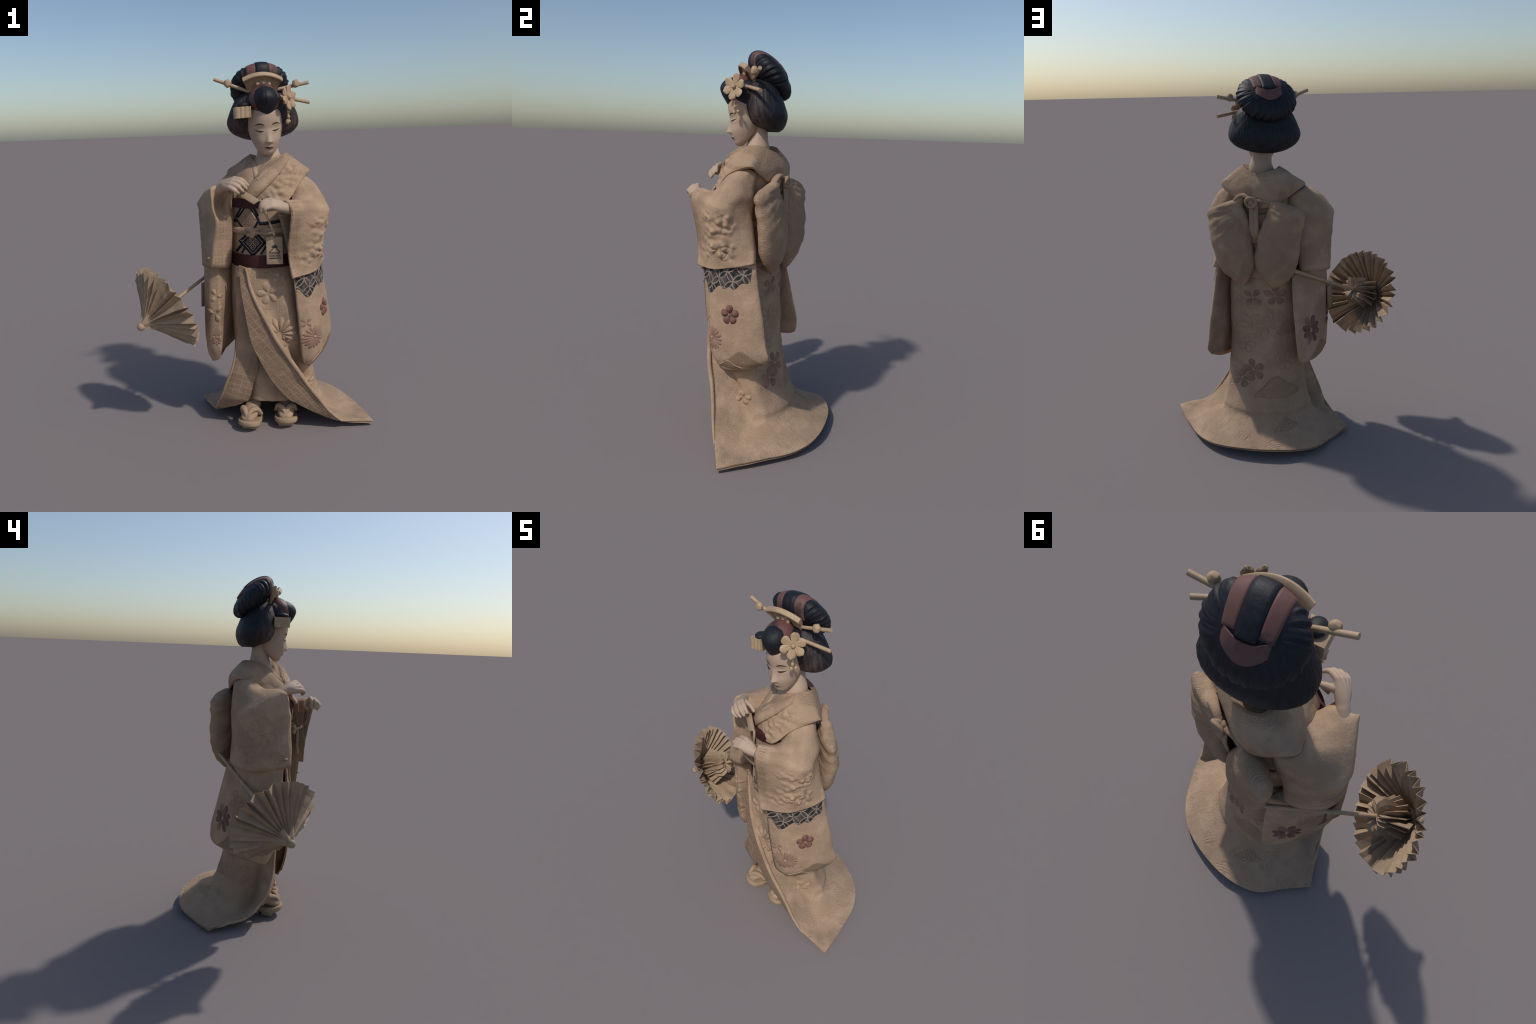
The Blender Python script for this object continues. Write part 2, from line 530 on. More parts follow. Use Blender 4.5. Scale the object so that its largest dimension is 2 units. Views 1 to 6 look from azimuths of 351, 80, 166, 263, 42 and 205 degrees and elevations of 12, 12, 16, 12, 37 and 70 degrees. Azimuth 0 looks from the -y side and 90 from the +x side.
def hair_part():
    # lower mass: a broad dome swept back from the cheeks to the nape
    #        z     cx     halfw  front   back
    prof = [(1.604, 0.096, 0.045, -0.010, 0.060),
            (1.612, 0.097, 0.085, -0.020, 0.072),
            (1.624, 0.099, 0.122, -0.054, 0.082),
            (1.642, 0.100, 0.158, -0.092, 0.090),
            (1.670, 0.101, 0.183, -0.110, 0.096),
            (1.700, 0.101, 0.190, -0.120, 0.094),
            (1.735, 0.101, 0.182, -0.126, 0.082),
            (1.772, 0.100, 0.166, -0.124, 0.068),
            (1.812, 0.099, 0.144, -0.112, 0.050),
            (1.840, 0.098, 0.110, -0.100, 0.036),
            (1.858, 0.096, 0.060, -0.080, 0.010)]
    f = strands(46, 0.0035, 1)
    P = spline(A(prof), 6)
    n = 200
    G = []
    for z, cx, w, fr, bk in P:
        cy, d = (fr + bk) / 2, (bk - fr) / 2
        row = []
        for t in np.arange(n) * 2 * math.pi / n:
            s, c = math.sin(t), math.cos(t)
            e = 2 / (2.75 if c < 0 else 2.05)
            k = 1 + f(t + 0.5 * (z - 1.7)) / 0.15
            row.append((cx + w * k * np.sign(s) * abs(s) ** e, cy + d * k * np.sign(c) * abs(c) ** e, z))
        G.append(row)
    back = add("hair_back", grid_mesh(A(G), True, True, True), M_HAIRB, root)

    # top bun: a fat cushion tilted back, gathered in pleats
    C = A([0.092, 0.004, 1.884])
    X, L, N = A([1, 0, 0.02]), unit((0, -0.67, 0.74)), unit((0, 0.74, 0.67))
    ph = RNG.uniform(0, 6.28, 8)
    def under_panel(x, l, h):
        a = math.atan2(h / 0.08, l / 0.147)
        return (1 - np.clip((abs(x) - 0.084) / 0.010, 0, 1)) * (1.0 if -1.1 < a < 2.42 else 0.0)
    def pleat(a, r):
        w = a + 0.05 * math.sin(5 * a + ph[0]) + 0.035 * math.sin(11 * a + ph[1])
        v = abs(math.sin(11 * w + ph[2])) ** 0.7 * 0.65 + abs(math.sin(19 * w + ph[3])) * 0.35
        return (v - 0.6)
    G = []
    m, n = 60, 260
    for i in range(m + 1):
        e = -math.pi / 2 + math.pi * (i / m) * 0.998 + 0.003
        ce, se = math.cos(e), math.sin(e)
        row = []
        for a in np.arange(n) * 2 * math.pi / n:
            rl = 0.137 if math.sin(a) > 0 else 0.146
            rx = 0.154
            rn = 0.066 if se > 0 else 0.068
            q = 2 / 2.02
            rad = ce ** q
            x, l, h = rx * rad * math.cos(a), rl * rad * math.sin(a), rn * np.sign(se) * abs(se) ** q
            u_ = under_panel(x, l, h)
            amp = 0.013 * min(1, (rad * 1.15) ** 2) * (1 - u_)
            k = 1 + amp * pleat(a + 0.18 * se, rad) / 0.15 - 0.004 * u_ / 0.15
            row.append(C + X * x * k + L * l * k + N * h * (1 + 0.05 * pleat(a, rad) * (1 - u_)))
        G.append(row)
    bun = add("hair_bun", grid_mesh(A(G), True, True, True), M_HAIR, root)
    # ribbon panel folded over the top of the bun, red borders round a dark middle
    tb = bvh(bun)
    def panel(name, a0, a1, t0, t1, h, mat, taper=0.92, curve=0.0):
        rows = []
        for a in np.linspace(a0, a1, 26):
            row = []
            ts = np.linspace(t0, t1, 9)
            w = 1 - (1 - taper) * np.clip((a - 0.3) / 1.0, 0, 1)
            for j, t in enumerate(ts):
                o = C + X * t * w
                ac = a - curve * (t / 0.084) ** 2 * (a > 0.8)
                d = L * math.cos(ac) + N * math.sin(ac)
                hit = tb.ray_cast(Vector(o + d * 0.4), Vector(-d), 0.6)
                p = A(hit[0]) if hit[0] is not None else o
                edge = -0.004 if (j in (0, 8) or a in (a0, a1)) else h
                row.append(p + d * edge)
            rows.append(row)
        G = A(rows)
        add(name, grid_mesh(G, False), mat, bun, mods=[("SOLIDIFY", {"thickness": 0.004, "offset": -1})])
    panel("hair_ribbon", -0.9, 1.52, -0.084, -0.030, 0.005, M_RED)
    panel("hair_ribbon", -0.9, 1.52, 0.030, 0.084, 0.005, M_RED)
    panel("hair_panel", -0.95, 1.74, -0.040, 0.040, 0.009, M_HAIR)
    panel("hair_ribbon", 1.74, 2.48, -0.084, 0.084, 0.007, M_RED, 0.9, 0.48)

    # front hair: cap over the skull, red ribbon, drooping forelock
    def dome(name, prof, mat, p=2.1, ridge=0.0, n=96, nm=14):
        P = spline(A(prof), 6)
        fr = strands(nm, ridge, 3)
        G = []
        for z, cx, w, f, b in P:
            cy, d = (f + b) / 2, (b - f) / 2
            row = []
            for t in np.arange(n) * 2 * math.pi / n:
                s, c = math.sin(t), math.cos(t)
                e = 2 / p
                k = 1 + fr(t) / 0.08
                row.append((cx + w * k * np.sign(s) * abs(s) ** e, cy + d * k * np.sign(c) * abs(c) ** e, z))
            G.append(row)
        return add(name, grid_mesh(A(G), True, True, True), mat, root)
    front = dome("hair_front", [(1.728, 0.098, 0.086, -0.150, 0.0), (1.745, 0.098, 0.094, -0.176, 0.0), (1.775, 0.097, 0.098, -0.190, 0.0),
                        (1.805, 0.096, 0.096, -0.192, 0.0), (1.832, 0.094, 0.084, -0.184, 0.0), (1.852, 0.092, 0.064, -0.165, 0.0),
                        (1.864, 0.090, 0.030, -0.130, -0.02)], M_HAIR, ridge=0.002)
    rib = dome("hair_ribbon", [(1.740, 0.092, 0.050, -0.198, -0.08), (1.765, 0.091, 0.068, -0.212, -0.08), (1.800, 0.089, 0.078, -0.216, -0.08),
                         (1.835, 0.088, 0.072, -0.208, -0.08), (1.860, 0.088, 0.056, -0.190, -0.08), (1.878, 0.088, 0.036, -0.165, -0.085),
                         (1.887, 0.088, 0.014, -0.140, -0.10)], M_REDMIX, ridge=0.001)
    rib.parent = front
    fl = dome("forelock", [(1.734, 0.092, 0.003, -0.206, -0.196), (1.741, 0.092, 0.024, -0.211, -0.17), (1.756, 0.091, 0.044, -0.220, -0.14), (1.783, 0.090, 0.057, -0.236, -0.11),
                      (1.814, 0.089, 0.062, -0.245, -0.10), (1.842, 0.089, 0.055, -0.232, -0.10), (1.860, 0.089, 0.040, -0.208, -0.11),
                      (1.870, 0.089, 0.014, -0.180, -0.14)], M_HAIR, ridge=0.0025, nm=22)
    fl.parent = front
    return back, bun, front
hair_back, hair_bun, hair_front = hair_part()

# ------------------------------------------------------------------ hair ornaments
def ornaments():
    # comb: a curved tray standing before the bun
    rows = []
    for j, s in enumerate(np.linspace(-1, 1, 15)):
        top = A([0.087 + 0.103 * s, -0.129 + 0.006 * s * s - 0.012 * (1 - s * s), 1.937 - 0.026 * s * s])
        bot = A([0.092 + 0.073 * s, -0.080 - 0.016 * (1 - s * s), 1.842 + 0.012 * (1 - s * s)])
        f = unit(np.cross(top - bot, (1, 0, 0)))
        f = f if f[1] < 0 else -f
        lip = top + f * 0.016 + A([0, 0, -0.002])
        rows.append([bot + f * 0.004, bot * 0.75 + top * 0.25 + f * 0.000, bot * 0.4 + top * 0.6 - f * 0.002, top * 0.93 + bot * 0.07 + f * 0.006, lip - (top - bot) * 0.10, lip, top + f * 0.006 + A([0, 0, 0.003]), top - f * 0.008,
                     bot * 0.5 + top * 0.5 - f * 0.014, bot - f * 0.008])
    G = A(rows)
    comb = add("comb", grid_mesh(spline(G.swapaxes(0, 1), 3, True).swapaxes(0, 1), True, True, True), M_WOOD, root, angle=50)
    knobs = []
    for k in range(7):
        a = (k - 3) / 3
        knobs.append(ball((0.090 + 0.030 * a, -0.122 - 0.004 * math.cos(k * 2.1), 1.885 + 0.010 * math.cos(a * 1.6) - 0.006 * (k % 2)), (0.010, 0.008, 0.013), 10, 8))
    c = add("comb_carving", merge(knobs), M_WOOD, comb)
    c["kind"] = "stuff"

    def pin(a, b, r, knob=None):
        a, b = A(a), A(b)
        ob = add("hairpin", tube([a, (a + b) / 2, b], [r, r * 0.93, r * 0.85], 12, 4), M_WOOD, root, angle=45)
        if knob is not None:
            c, r1 = A(knob), 0.021
            th = np.arange(6) * math.pi / 3 + 0.3
            ring = lambda y, k: [c + A([r1 * k * math.cos(t), y, r1 * 1.1 * k * math.sin(t)]) for t in th]
            add("pin_knob", grid_mesh(A([ring(0.016, 0.55), ring(0.006, 1.0), ring(-0.008, 1.0), ring(-0.016, 0.6)]), True, True, True), M_WOOD, ob,
                mods=[("BEVEL", {"width": 0.003, "segments": 2})], angle=50)
    pin((-0.157, -0.081, 1.917), (0.035, -0.085, 1.846), 0.0095, (-0.088, -0.096, 1.893))
    pin((0.336, -0.083, 1.892), (0.150, -0.085, 1.856), 0.0095, (0.266, -0.098, 1.886))
    pin((0.341, -0.078, 1.792), (0.170, -0.125, 1.822), 0.0095)
    # side flower with six petals
    fc, fn = A([0.206, -0.187, 1.813]), unit((0.72, -0.69, 0.12))
    fu = unit(np.cross((0, 0, 1), fn)); fv = np.cross(fn, fu)
    parts = add("hair_flower", ball(fc + fn * 0.006, (0.011, 0.011, 0.011), 14, 8), M_WOOD, root)
    for k in range(6):
        a = math.radians(22 + 60 * k + RNG.uniform(-4, 4))
        G = []
        for r in np.linspace(0.004, 0.063, 9):
            s = r / 0.063
            w = 0.0205 * min(1.0, 0.14 + 1.25 * s) * math.sqrt(max(0.0, 1 - max(0.0, (s - 0.66) / 0.36) ** 2)) + 0.0012
            row = []
            for t in np.linspace(-1, 1, 9):
                h = 0.004 * s + 0.007 * math.cos(t * 1.5) * s - 0.004 * math.exp(-(t / 0.18) ** 2) * (1 - s)
                notch = 0.0
                row.append(fc + fu * ((r + notch) * math.cos(a) - w * t * math.sin(a)) + fv * ((r + notch) * math.sin(a) + w * t * math.cos(a)) + fn * h)
            G.append(row)
        add("petal", grid_mesh(spline(A(G), 2), False), M_WOOD, parts, mods=[("SOLIDIFY", {"thickness": 0.010, "offset": -1}), ("BEVEL", {"width": 0.002, "segments": 2})])
    # stem into the hair and the bead chain below
    add("flower_stem", tube([fc, fc - fn * 0.05], 0.008, 8, 2), M_WOOD, parts)
    z, i = 1.757, 0
    for r, dz, dx in ((0.006, 0.0, 0), (0.0085, 0.013, 0.001), (0.005, 0.013, 0), (0.0085, 0.013, 0.002), (0.004, 0.012, 0.002), (0.010, 0.012, -0.004)):
        z -= dz
        add("bead", ball((0.203 + dx, -0.183, z), (r, r, r * 1.25), 12, 8), M_WOOD, parts)
    add("bead", ball((0.211, -0.166, z + 0.003), 0.009, 12, 8), M_WOOD, parts)
    # fluted box ornament on her right temple
    x0, x1, y0, y1, z0, z1 = -0.066, 0.013, -0.187, -0.100, 1.717, 1.772
    prof = []
    for t in np.linspace(0, 1, 33):
        prof.append((x0 + (x1 - x0) * t, y0 - 0.0035 * abs(math.sin(t * math.pi * 3.5)) + 0.002))
    prof += [(x1, y1), (x0, y1)]
    G = A([[(x, y, z + (x - x0) * 0.05) for x, y in prof] for z in (z0, z0 + 0.006, (z0 + z1) / 2, z1 - 0.006, z1)])
    add("box_ornament", grid_mesh(G, True, True, True), M_WOOD, root, mods=[("BEVEL", {"width": 0.002, "segments": 2, "limit_method": "ANGLE"})], angle=35)
    add("hair_curl", ball((-0.022, -0.150, 1.782), (0.032, 0.036, 0.016), 20, 12), M_HAIR, hair_front)
ornaments()

# ================================================================== TORSO AND OBI
YAW = math.radians(-30)
def torso_part():
    rows = [ellipse_ring((0.095, -0.065, 0.93), 0.195, 0.150, YAW, 16),
            ellipse_ring((0.085, -0.078, 1.00), 0.180, 0.165, YAW, 16),
            ellipse_ring((0.085, -0.078, 1.15), 0.178, 0.162, YAW, 16),
            ellipse_ring((0.085, -0.078, 1.29), 0.178, 0.158, YAW, 16),
            ellipse_ring((0.095, -0.070, 1.36), 0.185, 0.150, YAW, 16),
            ellipse_ring((0.110, -0.055, 1.43), 0.165, 0.125, YAW, 16),
            ellipse_ring((0.115, -0.050, 1.47), 0.110, 0.095, YAW, 16)]
    return add("torso", grid_mesh(loft(rows, 4, 5), True, True, True), M_CLOTH, root)
torso = torso_part()

def band(name, z0, z1, grow, mat, parent, tilt=0.0, n=40, round_=0.004, c=(0.085, -0.078)):
    rows = []
    zs = [z0, z0 + 0.004, (z0 + z1) / 2, z1 - 0.004, z1]
    gs = [grow - round_, grow, grow + 0.001, grow, grow - round_]
    for z, g in zip(zs, gs):
        r = ellipse_ring((*c, z), 0.178 + g, 0.162 + g, YAW, n)
        r[:, 2] += tilt * (r[:, 0] - c[0])
        rows.append(r)
    rows = [ellipse_ring((*c, z0), 0.16, 0.145, YAW, n)] + rows + [ellipse_ring((*c, z1), 0.16, 0.145, YAW, n)]
    return add(name, grid_mesh(loft(rows, 2, 2), True), mat, parent)

obi = band("obi", 0.985, 1.285, 0.010, cloth("obi_silk", CLOTH * 0.92), root)
band("obi_edge", 1.268, 1.315, 0.004, M_MAROON, obi, c=(0.070, -0.089))
band("obi_edge", 0.955, 1.022, 0.005, M_MAROON, obi, c=(0.078, -0.090))
def obi_pattern():
    pr = Projector(bvh(obi), (0, -0.235, 0), (1, 0, 0), (0, 0, 1), (-0.10, -1, 0))
    def lines(name, segs, w, mat, h=0.0016):
        for s in segs:
            add(name, ribbon(pr, s, w, h, k=4), mat, obi)
    def diamond(cx, cz, hw, hh):
        return [(cx, cz + hh), (cx + hw, cz), (cx, cz - hh), (cx - hw, cz)]
    def lozenge(name, cx, cz, hw, hh, mat, h=0.0015):
        o = []
        d = diamond(cx, cz, hw, hh)
        for i in range(4):
            for t in np.linspace(0, 1, 6)[:-1]:
                o.append(A(d[i]) * (1 - t) + A(d[(i + 1) % 4]) * t)
        add(name, patch(pr, o, h, h, 3, center=(cx, cz)), mat, obi)
    def frame(name, cx, cz, hw, hh, w, mat, h):
        d = diamond(cx, cz, hw, hh)
        for i in range(4):
            add(name, ribbon(pr, [d[i], d[(i + 1) % 4]], w, h, k=6), mat, obi)
    def quarter(cx, cz, hw, hh, mat, h):
        for sx, sz in ((0, 1), (1, 0), (0, -1), (-1, 0)):
            for f in (0.40, 0.18):
                frame("obi_key_pattern", cx + sx * hw * 0.46, cz + sz * hh * 0.46, hw * f, hh * f, 0.0026, mat, h)
    # upper lozenge: pale with brown key squares, navy surround
    cx, cz = -0.030, 1.205
    lozenge("obi_lozenge", cx, cz, 0.062, 0.092, M_NAVY, 0.0012)
    lozenge("obi_lozenge", cx, cz, 0.050, 0.078, M_RELIEF, 0.0022)
    frame("obi_line", cx, cz, 0.043, 0.066, 0.004, M_RUST, 0.003)
    quarter(cx, cz, 0.040, 0.060, M_RUST, 0.0032)
    lines("obi_line", [[(-0.115, 1.200), (-0.085, 1.197)], [(0.025, 1.190), (0.080, 1.192), (0.150, 1.200)]], 0.018, M_NAVY)
    lines("obi_line", [[(0.002, 1.268), (0.022, 1.228)], [(-0.062, 1.268), (-0.090, 1.215)]], 0.010, M_NAVY)
    # lower lozenge: navy with pale key squares and slanting bars
    cx, cz = -0.010, 1.090
    lozenge("obi_lozenge", cx, cz, 0.072, 0.078, M_NAVY, 0.0012)
    frame("obi_line", cx, cz, 0.052, 0.060, 0.003, M_RELIEF, 0.0022)
    quarter(cx, cz, 0.040, 0.048, M_RELIEF, 0.0024)
    lines("obi_line", [[(-0.095, 1.030), (-0.040, 1.108)]], 0.012, M_NAVY)
    lines("obi_line", [[(-0.066, 1.028), (-0.050, 1.058)], [(0.030, 1.028), (0.068, 1.085)]], 0.009, M_NAVY)
    lines("obi_line", [[(0.082, 1.028), (0.085, 1.12)]], 0.010, M_NAVY)
obi_pattern()
def obi_cord():
    P = ellipse_ring((0.085, -0.078, 1.150), 0.194, 0.180, YAW, 40)
    cord = add("obi_cord", tube(P, 0.011, 10, 2, flat=1.6, closed=True), M_CLOTH, obi)
    kn = [ball((-0.006, -0.248, 1.148), (0.023, 0.018, 0.022)), ball((-0.030, -0.244, 1.136), (0.016, 0.012, 0.012)), ball((-0.016, -0.250, 1.132), (0.014, 0.012, 0.016))]
    add("cord_knot", merge(kn), M_CLOTH, cord)
    add("cord_end", tube([(-0.002, -0.252, 1.147), (0.040, -0.285, 1.144), (0.086, -0.318, 1.150)], [0.010, 0.007, 0.0065], 10, 6), M_CLOTH, cord)
    add("cord_end", tube([(-0.05, -0.240, 1.162), (0.0, -0.256, 1.160), (0.07, -0.250, 1.172)], [0.008, 0.010, 0.008], 10, 6), M_CLOTH, cord)
obi_cord()

# ================================================================== CAPE COLLAR
def crumple(p, centres, radius, freq):
    """Embroidery worked in thick folded petals: sharp-edged lumps round the given centres."""
    m = max(math.exp(-((p - Vector(c)).length / radius) ** 4) for c in centres)
    if m < 0.02:
        return 0.0
    q = p + noise.noise_vector(p * freq * 0.6) * 0.012
    d = noise.voronoi(q * freq)[0]
    return m * (1.15 - 2.1 * d[0] + 0.5 * noise.noise(p * freq * 1.3))
def cape_part():
    #  points run from the front V round her left shoulder, the back and her right shoulder
    inner = [(0.068, -0.112, 1.470), (0.115, -0.115, 1.500), (0.165, -0.100, 1.512), (0.190, -0.060, 1.515), (0.185, -0.010, 1.505), (0.150, 0.030, 1.490), (0.110, 0.042, 1.490),
             (0.070, 0.040, 1.500), (0.052, 0.020, 1.508), (0.048, -0.015, 1.508), (0.048, -0.050, 1.500), (0.052, -0.085, 1.485)]
    top = [(0.062, -0.128, 1.474), (0.120, -0.140, 1.508), (0.180, -0.122, 1.530), (0.215, -0.070, 1.536), (0.208, -0.010, 1.520), (0.165, 0.045, 1.502), (0.110, 0.063, 1.512),
           (0.060, 0.060, 1.525), (0.036, 0.038, 1.531), (0.030, -0.005, 1.527), (0.030, -0.055, 1.510), (0.038, -0.100, 1.488)]
    mid = [(0.020, -0.168, 1.420), (0.120, -0.202, 1.455), (0.226, -0.184, 1.488), (0.272, -0.095, 1.490), (0.255, -0.032, 1.470), (0.188, 0.058, 1.450), (0.110, 0.105, 1.465),
           (0.040, 0.105, 1.475), (-0.025, 0.078, 1.485), (-0.035, 0.020, 1.475), (-0.030, -0.050, 1.455), (-0.015, -0.125, 1.430)]
    low = [(0.010, -0.206, 1.375), (0.125, -0.238, 1.385), (0.252, -0.214, 1.430), (0.318, -0.118, 1.452), (0.300, -0.058, 1.425), (0.205, 0.052, 1.395), (0.115, 0.118, 1.415),
           (0.030, 0.133, 1.435), (-0.070, 0.105, 1.455), (-0.080, 0.035, 1.440), (-0.062, -0.040, 1.410), (-0.045, -0.140, 1.370)]
    hem = [(0.020, -0.222, 1.300), (0.150, -0.264, 1.288), (0.250, -0.222, 1.388), (0.328, -0.120, 1.438), (0.312, -0.062, 1.400), (0.212, 0.034, 1.330), (0.130, 0.105, 1.330),
           (0.050, 0.132, 1.365), (-0.080, 0.100, 1.432), (-0.086, 0.030, 1.408), (-0.062, -0.050, 1.360), (-0.060, -0.160, 1.320)]
    lip = [A(p) * 0.96 + A([0.11, -0.06, 1.37]) * 0.04 - A([0, 0, 0.006]) for p in hem]
    G = loft([inner, top, mid, low, hem, lip], 14, 14, True, (), (1, 4))
    cape = add("shoulder_wrap", grid_mesh(G, True, False, False), weave_relief("wrap_cloth", CLOTH, 0.034, (0.83, -0.55, 0.1), (0.2, 0.3, 1), [((0.25, 1, 0), -0.10, -0.05)], 0.35), root,
               mods=[("SOLIDIFY", {"thickness": 0.013, "offset": -0.9})])
    displace(cape, lambda p: 0.004 * noise.noise(p * 9) + 0.0015 * noise.noise(p * 30) + 0.013 * crumple(p, ((0.175, -0.225, 1.405), (0.125, -0.24, 1.350), (0.215, -0.20, 1.435)), 0.052, 30))
    return cape
cape = cape_part()
pr_chest = Projector(bvh(cape, torso), (0, -0.25, 0), (1, 0, 0), (0, 0, 1), (0, -1, 0))
def collars():
    # crossed collar bands (x, z seen from the front)
    add("collar_band", ribbon(pr_chest, [(0.195, 1.515), (0.150, 1.478), (0.085, 1.425), (0.025, 1.372), (-0.010, 1.335)], [0.034, 0.050, 0.060, 0.062, 0.060], 0.011, 8, sink=0.006), M_CLOTH, cape)
    add("collar_band", ribbon(pr_chest, [(0.150, 1.507), (0.110, 1.478), (0.060, 1.437), (0.028, 1.408)], [0.014, 0.022, 0.024, 0.018], 0.010, 8, sink=0.006), M_CLOTH2, cape)
    add("collar_band", ribbon(pr_chest, [(0.036, 1.505), (0.030, 1.470), (0.030, 1.440), (0.026, 1.405)], [0.014, 0.026, 0.026, 0.016], 0.006, 8, round_=True), M_CLOTH2, cape)
collars()

# ================================================================== SLEEVES
def sleeve(name, rows, mat, kv=5, ku=5, cu=(), amp=0.004, parent=None, lumps=None):
    G = loft(rows, ku, kv, True, cu)
    ob = add(name, grid_mesh(G, True, True, True), mat, parent or root)
    displace(ob, lambda p: amp * 1.3 * noise.noise(p * 7) + amp * 0.5 * noise.noise(p * 22) + (lumps(p) if lumps else 0.0))
    return ob

# order: inner lip, cuff notch, outer lip, outside x3, back, inside x2
L_OVER = [
 [(.210,-.160,1.415),(.225,-.170,1.420),(.240,-.172,1.425),(.275,-.150,1.425),(.292,-.120,1.425),(.290,-.095,1.418),(.275,-.070,1.400),(.220,-.070,1.380),(.190,-.130,1.400)],
 [(.205,-.205,1.360),(.232,-.228,1.362),(.262,-.238,1.362),(.322,-.220,1.374),(.339,-.168,1.374),(.330,-.128,1.360),(.302,-.090,1.340),(.240,-.085,1.310),(.200,-.140,1.340)],
 [(.192,-.262,1.302),(.220,-.282,1.308),(.262,-.290,1.302),(.354,-.262,1.310),(.378,-.190,1.306),(.365,-.142,1.292),(.325,-.092,1.270),(.255,-.095,1.220),(.200,-.160,1.280)],
 [(.116,-.326,1.300),(.140,-.350,1.312),(.162,-.376,1.300),(.350,-.312,1.268),(.394,-.245,1.250),(.378,-.178,1.240),(.340,-.108,1.215),(.275,-.110,1.170),(.180,-.220,1.250)],
 [(.108,-.330,1.255),(.185,-.315,1.240),(.161,-.394,1.257),(.350,-.316,1.222),(.390,-.246,1.218),(.376,-.178,1.208),(.345,-.106,1.185),(.280,-.110,1.150),(.185,-.220,1.220)],
 [(.128,-.335,1.170),(.180,-.320,1.170),(.155,-.378,1.170),(.334,-.306,1.150),(.372,-.236,1.148),(.370,-.170,1.142),(.350,-.100,1.130),(.290,-.105,1.110),(.190,-.220,1.150)],
 [(.146,-.345,1.080),(.150,-.350,1.080),(.148,-.362,1.080),(.324,-.295,1.070),(.366,-.216,1.070),(.376,-.154,1.070),(.364,-.094,1.065),(.300,-.098,1.060),(.205,-.215,1.070)],
 [(.156,-.345,1.000),(.151,-.352,1.000),(.155,-.358,1.000),(.316,-.288,0.995),(.366,-.208,1.000),(.386,-.140,1.010),(.378,-.092,1.015),(.308,-.090,1.000),(.222,-.210,0.980)],
 [(.174,-.345,0.914),(.168,-.352,0.913),(.172,-.358,0.914),(.298,-.290,0.922),(.366,-.208,0.945),(.397,-.138,0.963),(.394,-.095,0.972),(.315,-.095,0.950),(.240,-.210,0.920)]]
R_OVER = [
 [(-.030,-.020,1.400),(-.050,-.020,1.410),(-.070,.000,1.420),(-.090,.036,1.425),(-.095,.064,1.425),(-.084,.095,1.420),(-.050,.113,1.405),(.000,.095,1.390),(.020,.030,1.400)],
 [(-.050,-.060,1.365),(-.080,-.060,1.378),(-.120,-.020,1.385),(-.155,.018,1.380),(-.170,.046,1.360),(-.154,.088,1.345),(-.102,.122,1.338),(.000,.100,1.300),(.020,.000,1.350)],
 [(-.105,-.165,1.360),(-.140,-.155,1.382),(-.197,-.140,1.383),(-.225,-.050,1.354),(-.228,.028,1.316),(-.200,.084,1.290),(-.112,.122,1.274),(-.010,.100,1.230),(-.020,-.050,1.310)],
 [(-.116,-.188,1.345),(-.150,-.110,1.300),(-.208,-.172,1.355),(-.248,-.060,1.310),(-.267,.028,1.280),(-.232,.086,1.258),(-.122,.121,1.240),(-.020,.095,1.195),(-.050,-.060,1.270)],
 [(-.122,-.172,1.275),(-.165,-.125,1.260),(-.203,-.186,1.270),(-.250,-.070,1.250),(-.265,.024,1.246),(-.234,.086,1.222),(-.124,.121,1.205),(-.030,.095,1.175),(-.060,-.060,1.230)],
 [(-.112,-.166,1.190),(-.150,-.180,1.190),(-.186,-.200,1.192),(-.248,-.080,1.180),(-.262,.018,1.170),(-.230,.082,1.155),(-.125,.118,1.148),(-.035,.095,1.135),(-.075,-.070,1.160)],
 [(-.118,-.170,1.090),(-.160,-.192,1.090),(-.204,-.204,1.090),(-.250,-.090,1.085),(-.260,.010,1.075),(-.218,.076,1.070),(-.125,.116,1.070),(-.040,.095,1.070),(-.090,-.085,1.070)],
 [(-.140,-.180,.956),(-.185,-.200,.958),(-.228,-.204,.962),(-.256,-.100,.950),(-.262,-.005,.940),(-.216,.078,.945),(-.126,.122,.960),(-.050,.100,.960),(-.110,-.095,.950)]]
L_LOW = [
 [(.182,-.326,.975),(.255,-.290,.975),(.330,-.222,.975),(.372,-.140,.975),(.376,-.085,.975),(.315,-.128,.975),(.222,-.240,.975)],
 [(.180,-.330,.890),(.262,-.294,.890),(.345,-.222,.890),(.390,-.135,.890),(.392,-.075,.890),(.328,-.128,.890),(.226,-.240,.890)],
 [(.198,-.318,.720),(.288,-.292,.720),(.368,-.215,.710),(.420,-.115,.720),(.424,-.052,.720),(.354,-.112,.700),(.244,-.232,.700)],
 [(.214,-.302,.560),(.300,-.290,.560),(.390,-.206,.560),(.450,-.100,.560),(.454,-.030,.560),(.374,-.100,.560),(.262,-.222,.560)],
 [(.226,-.286,.455),(.295,-.268,.445),(.388,-.172,.452),(.457,-.065,.490),(.464,-.020,.510),(.385,-.110,.480),(.285,-.222,.450)],
 [(.240,-.262,.405),(.288,-.228,.376),(.368,-.142,.402),(.432,-.060,.450),(.446,-.030,.470),(.385,-.100,.440),(.300,-.205,.405)]]
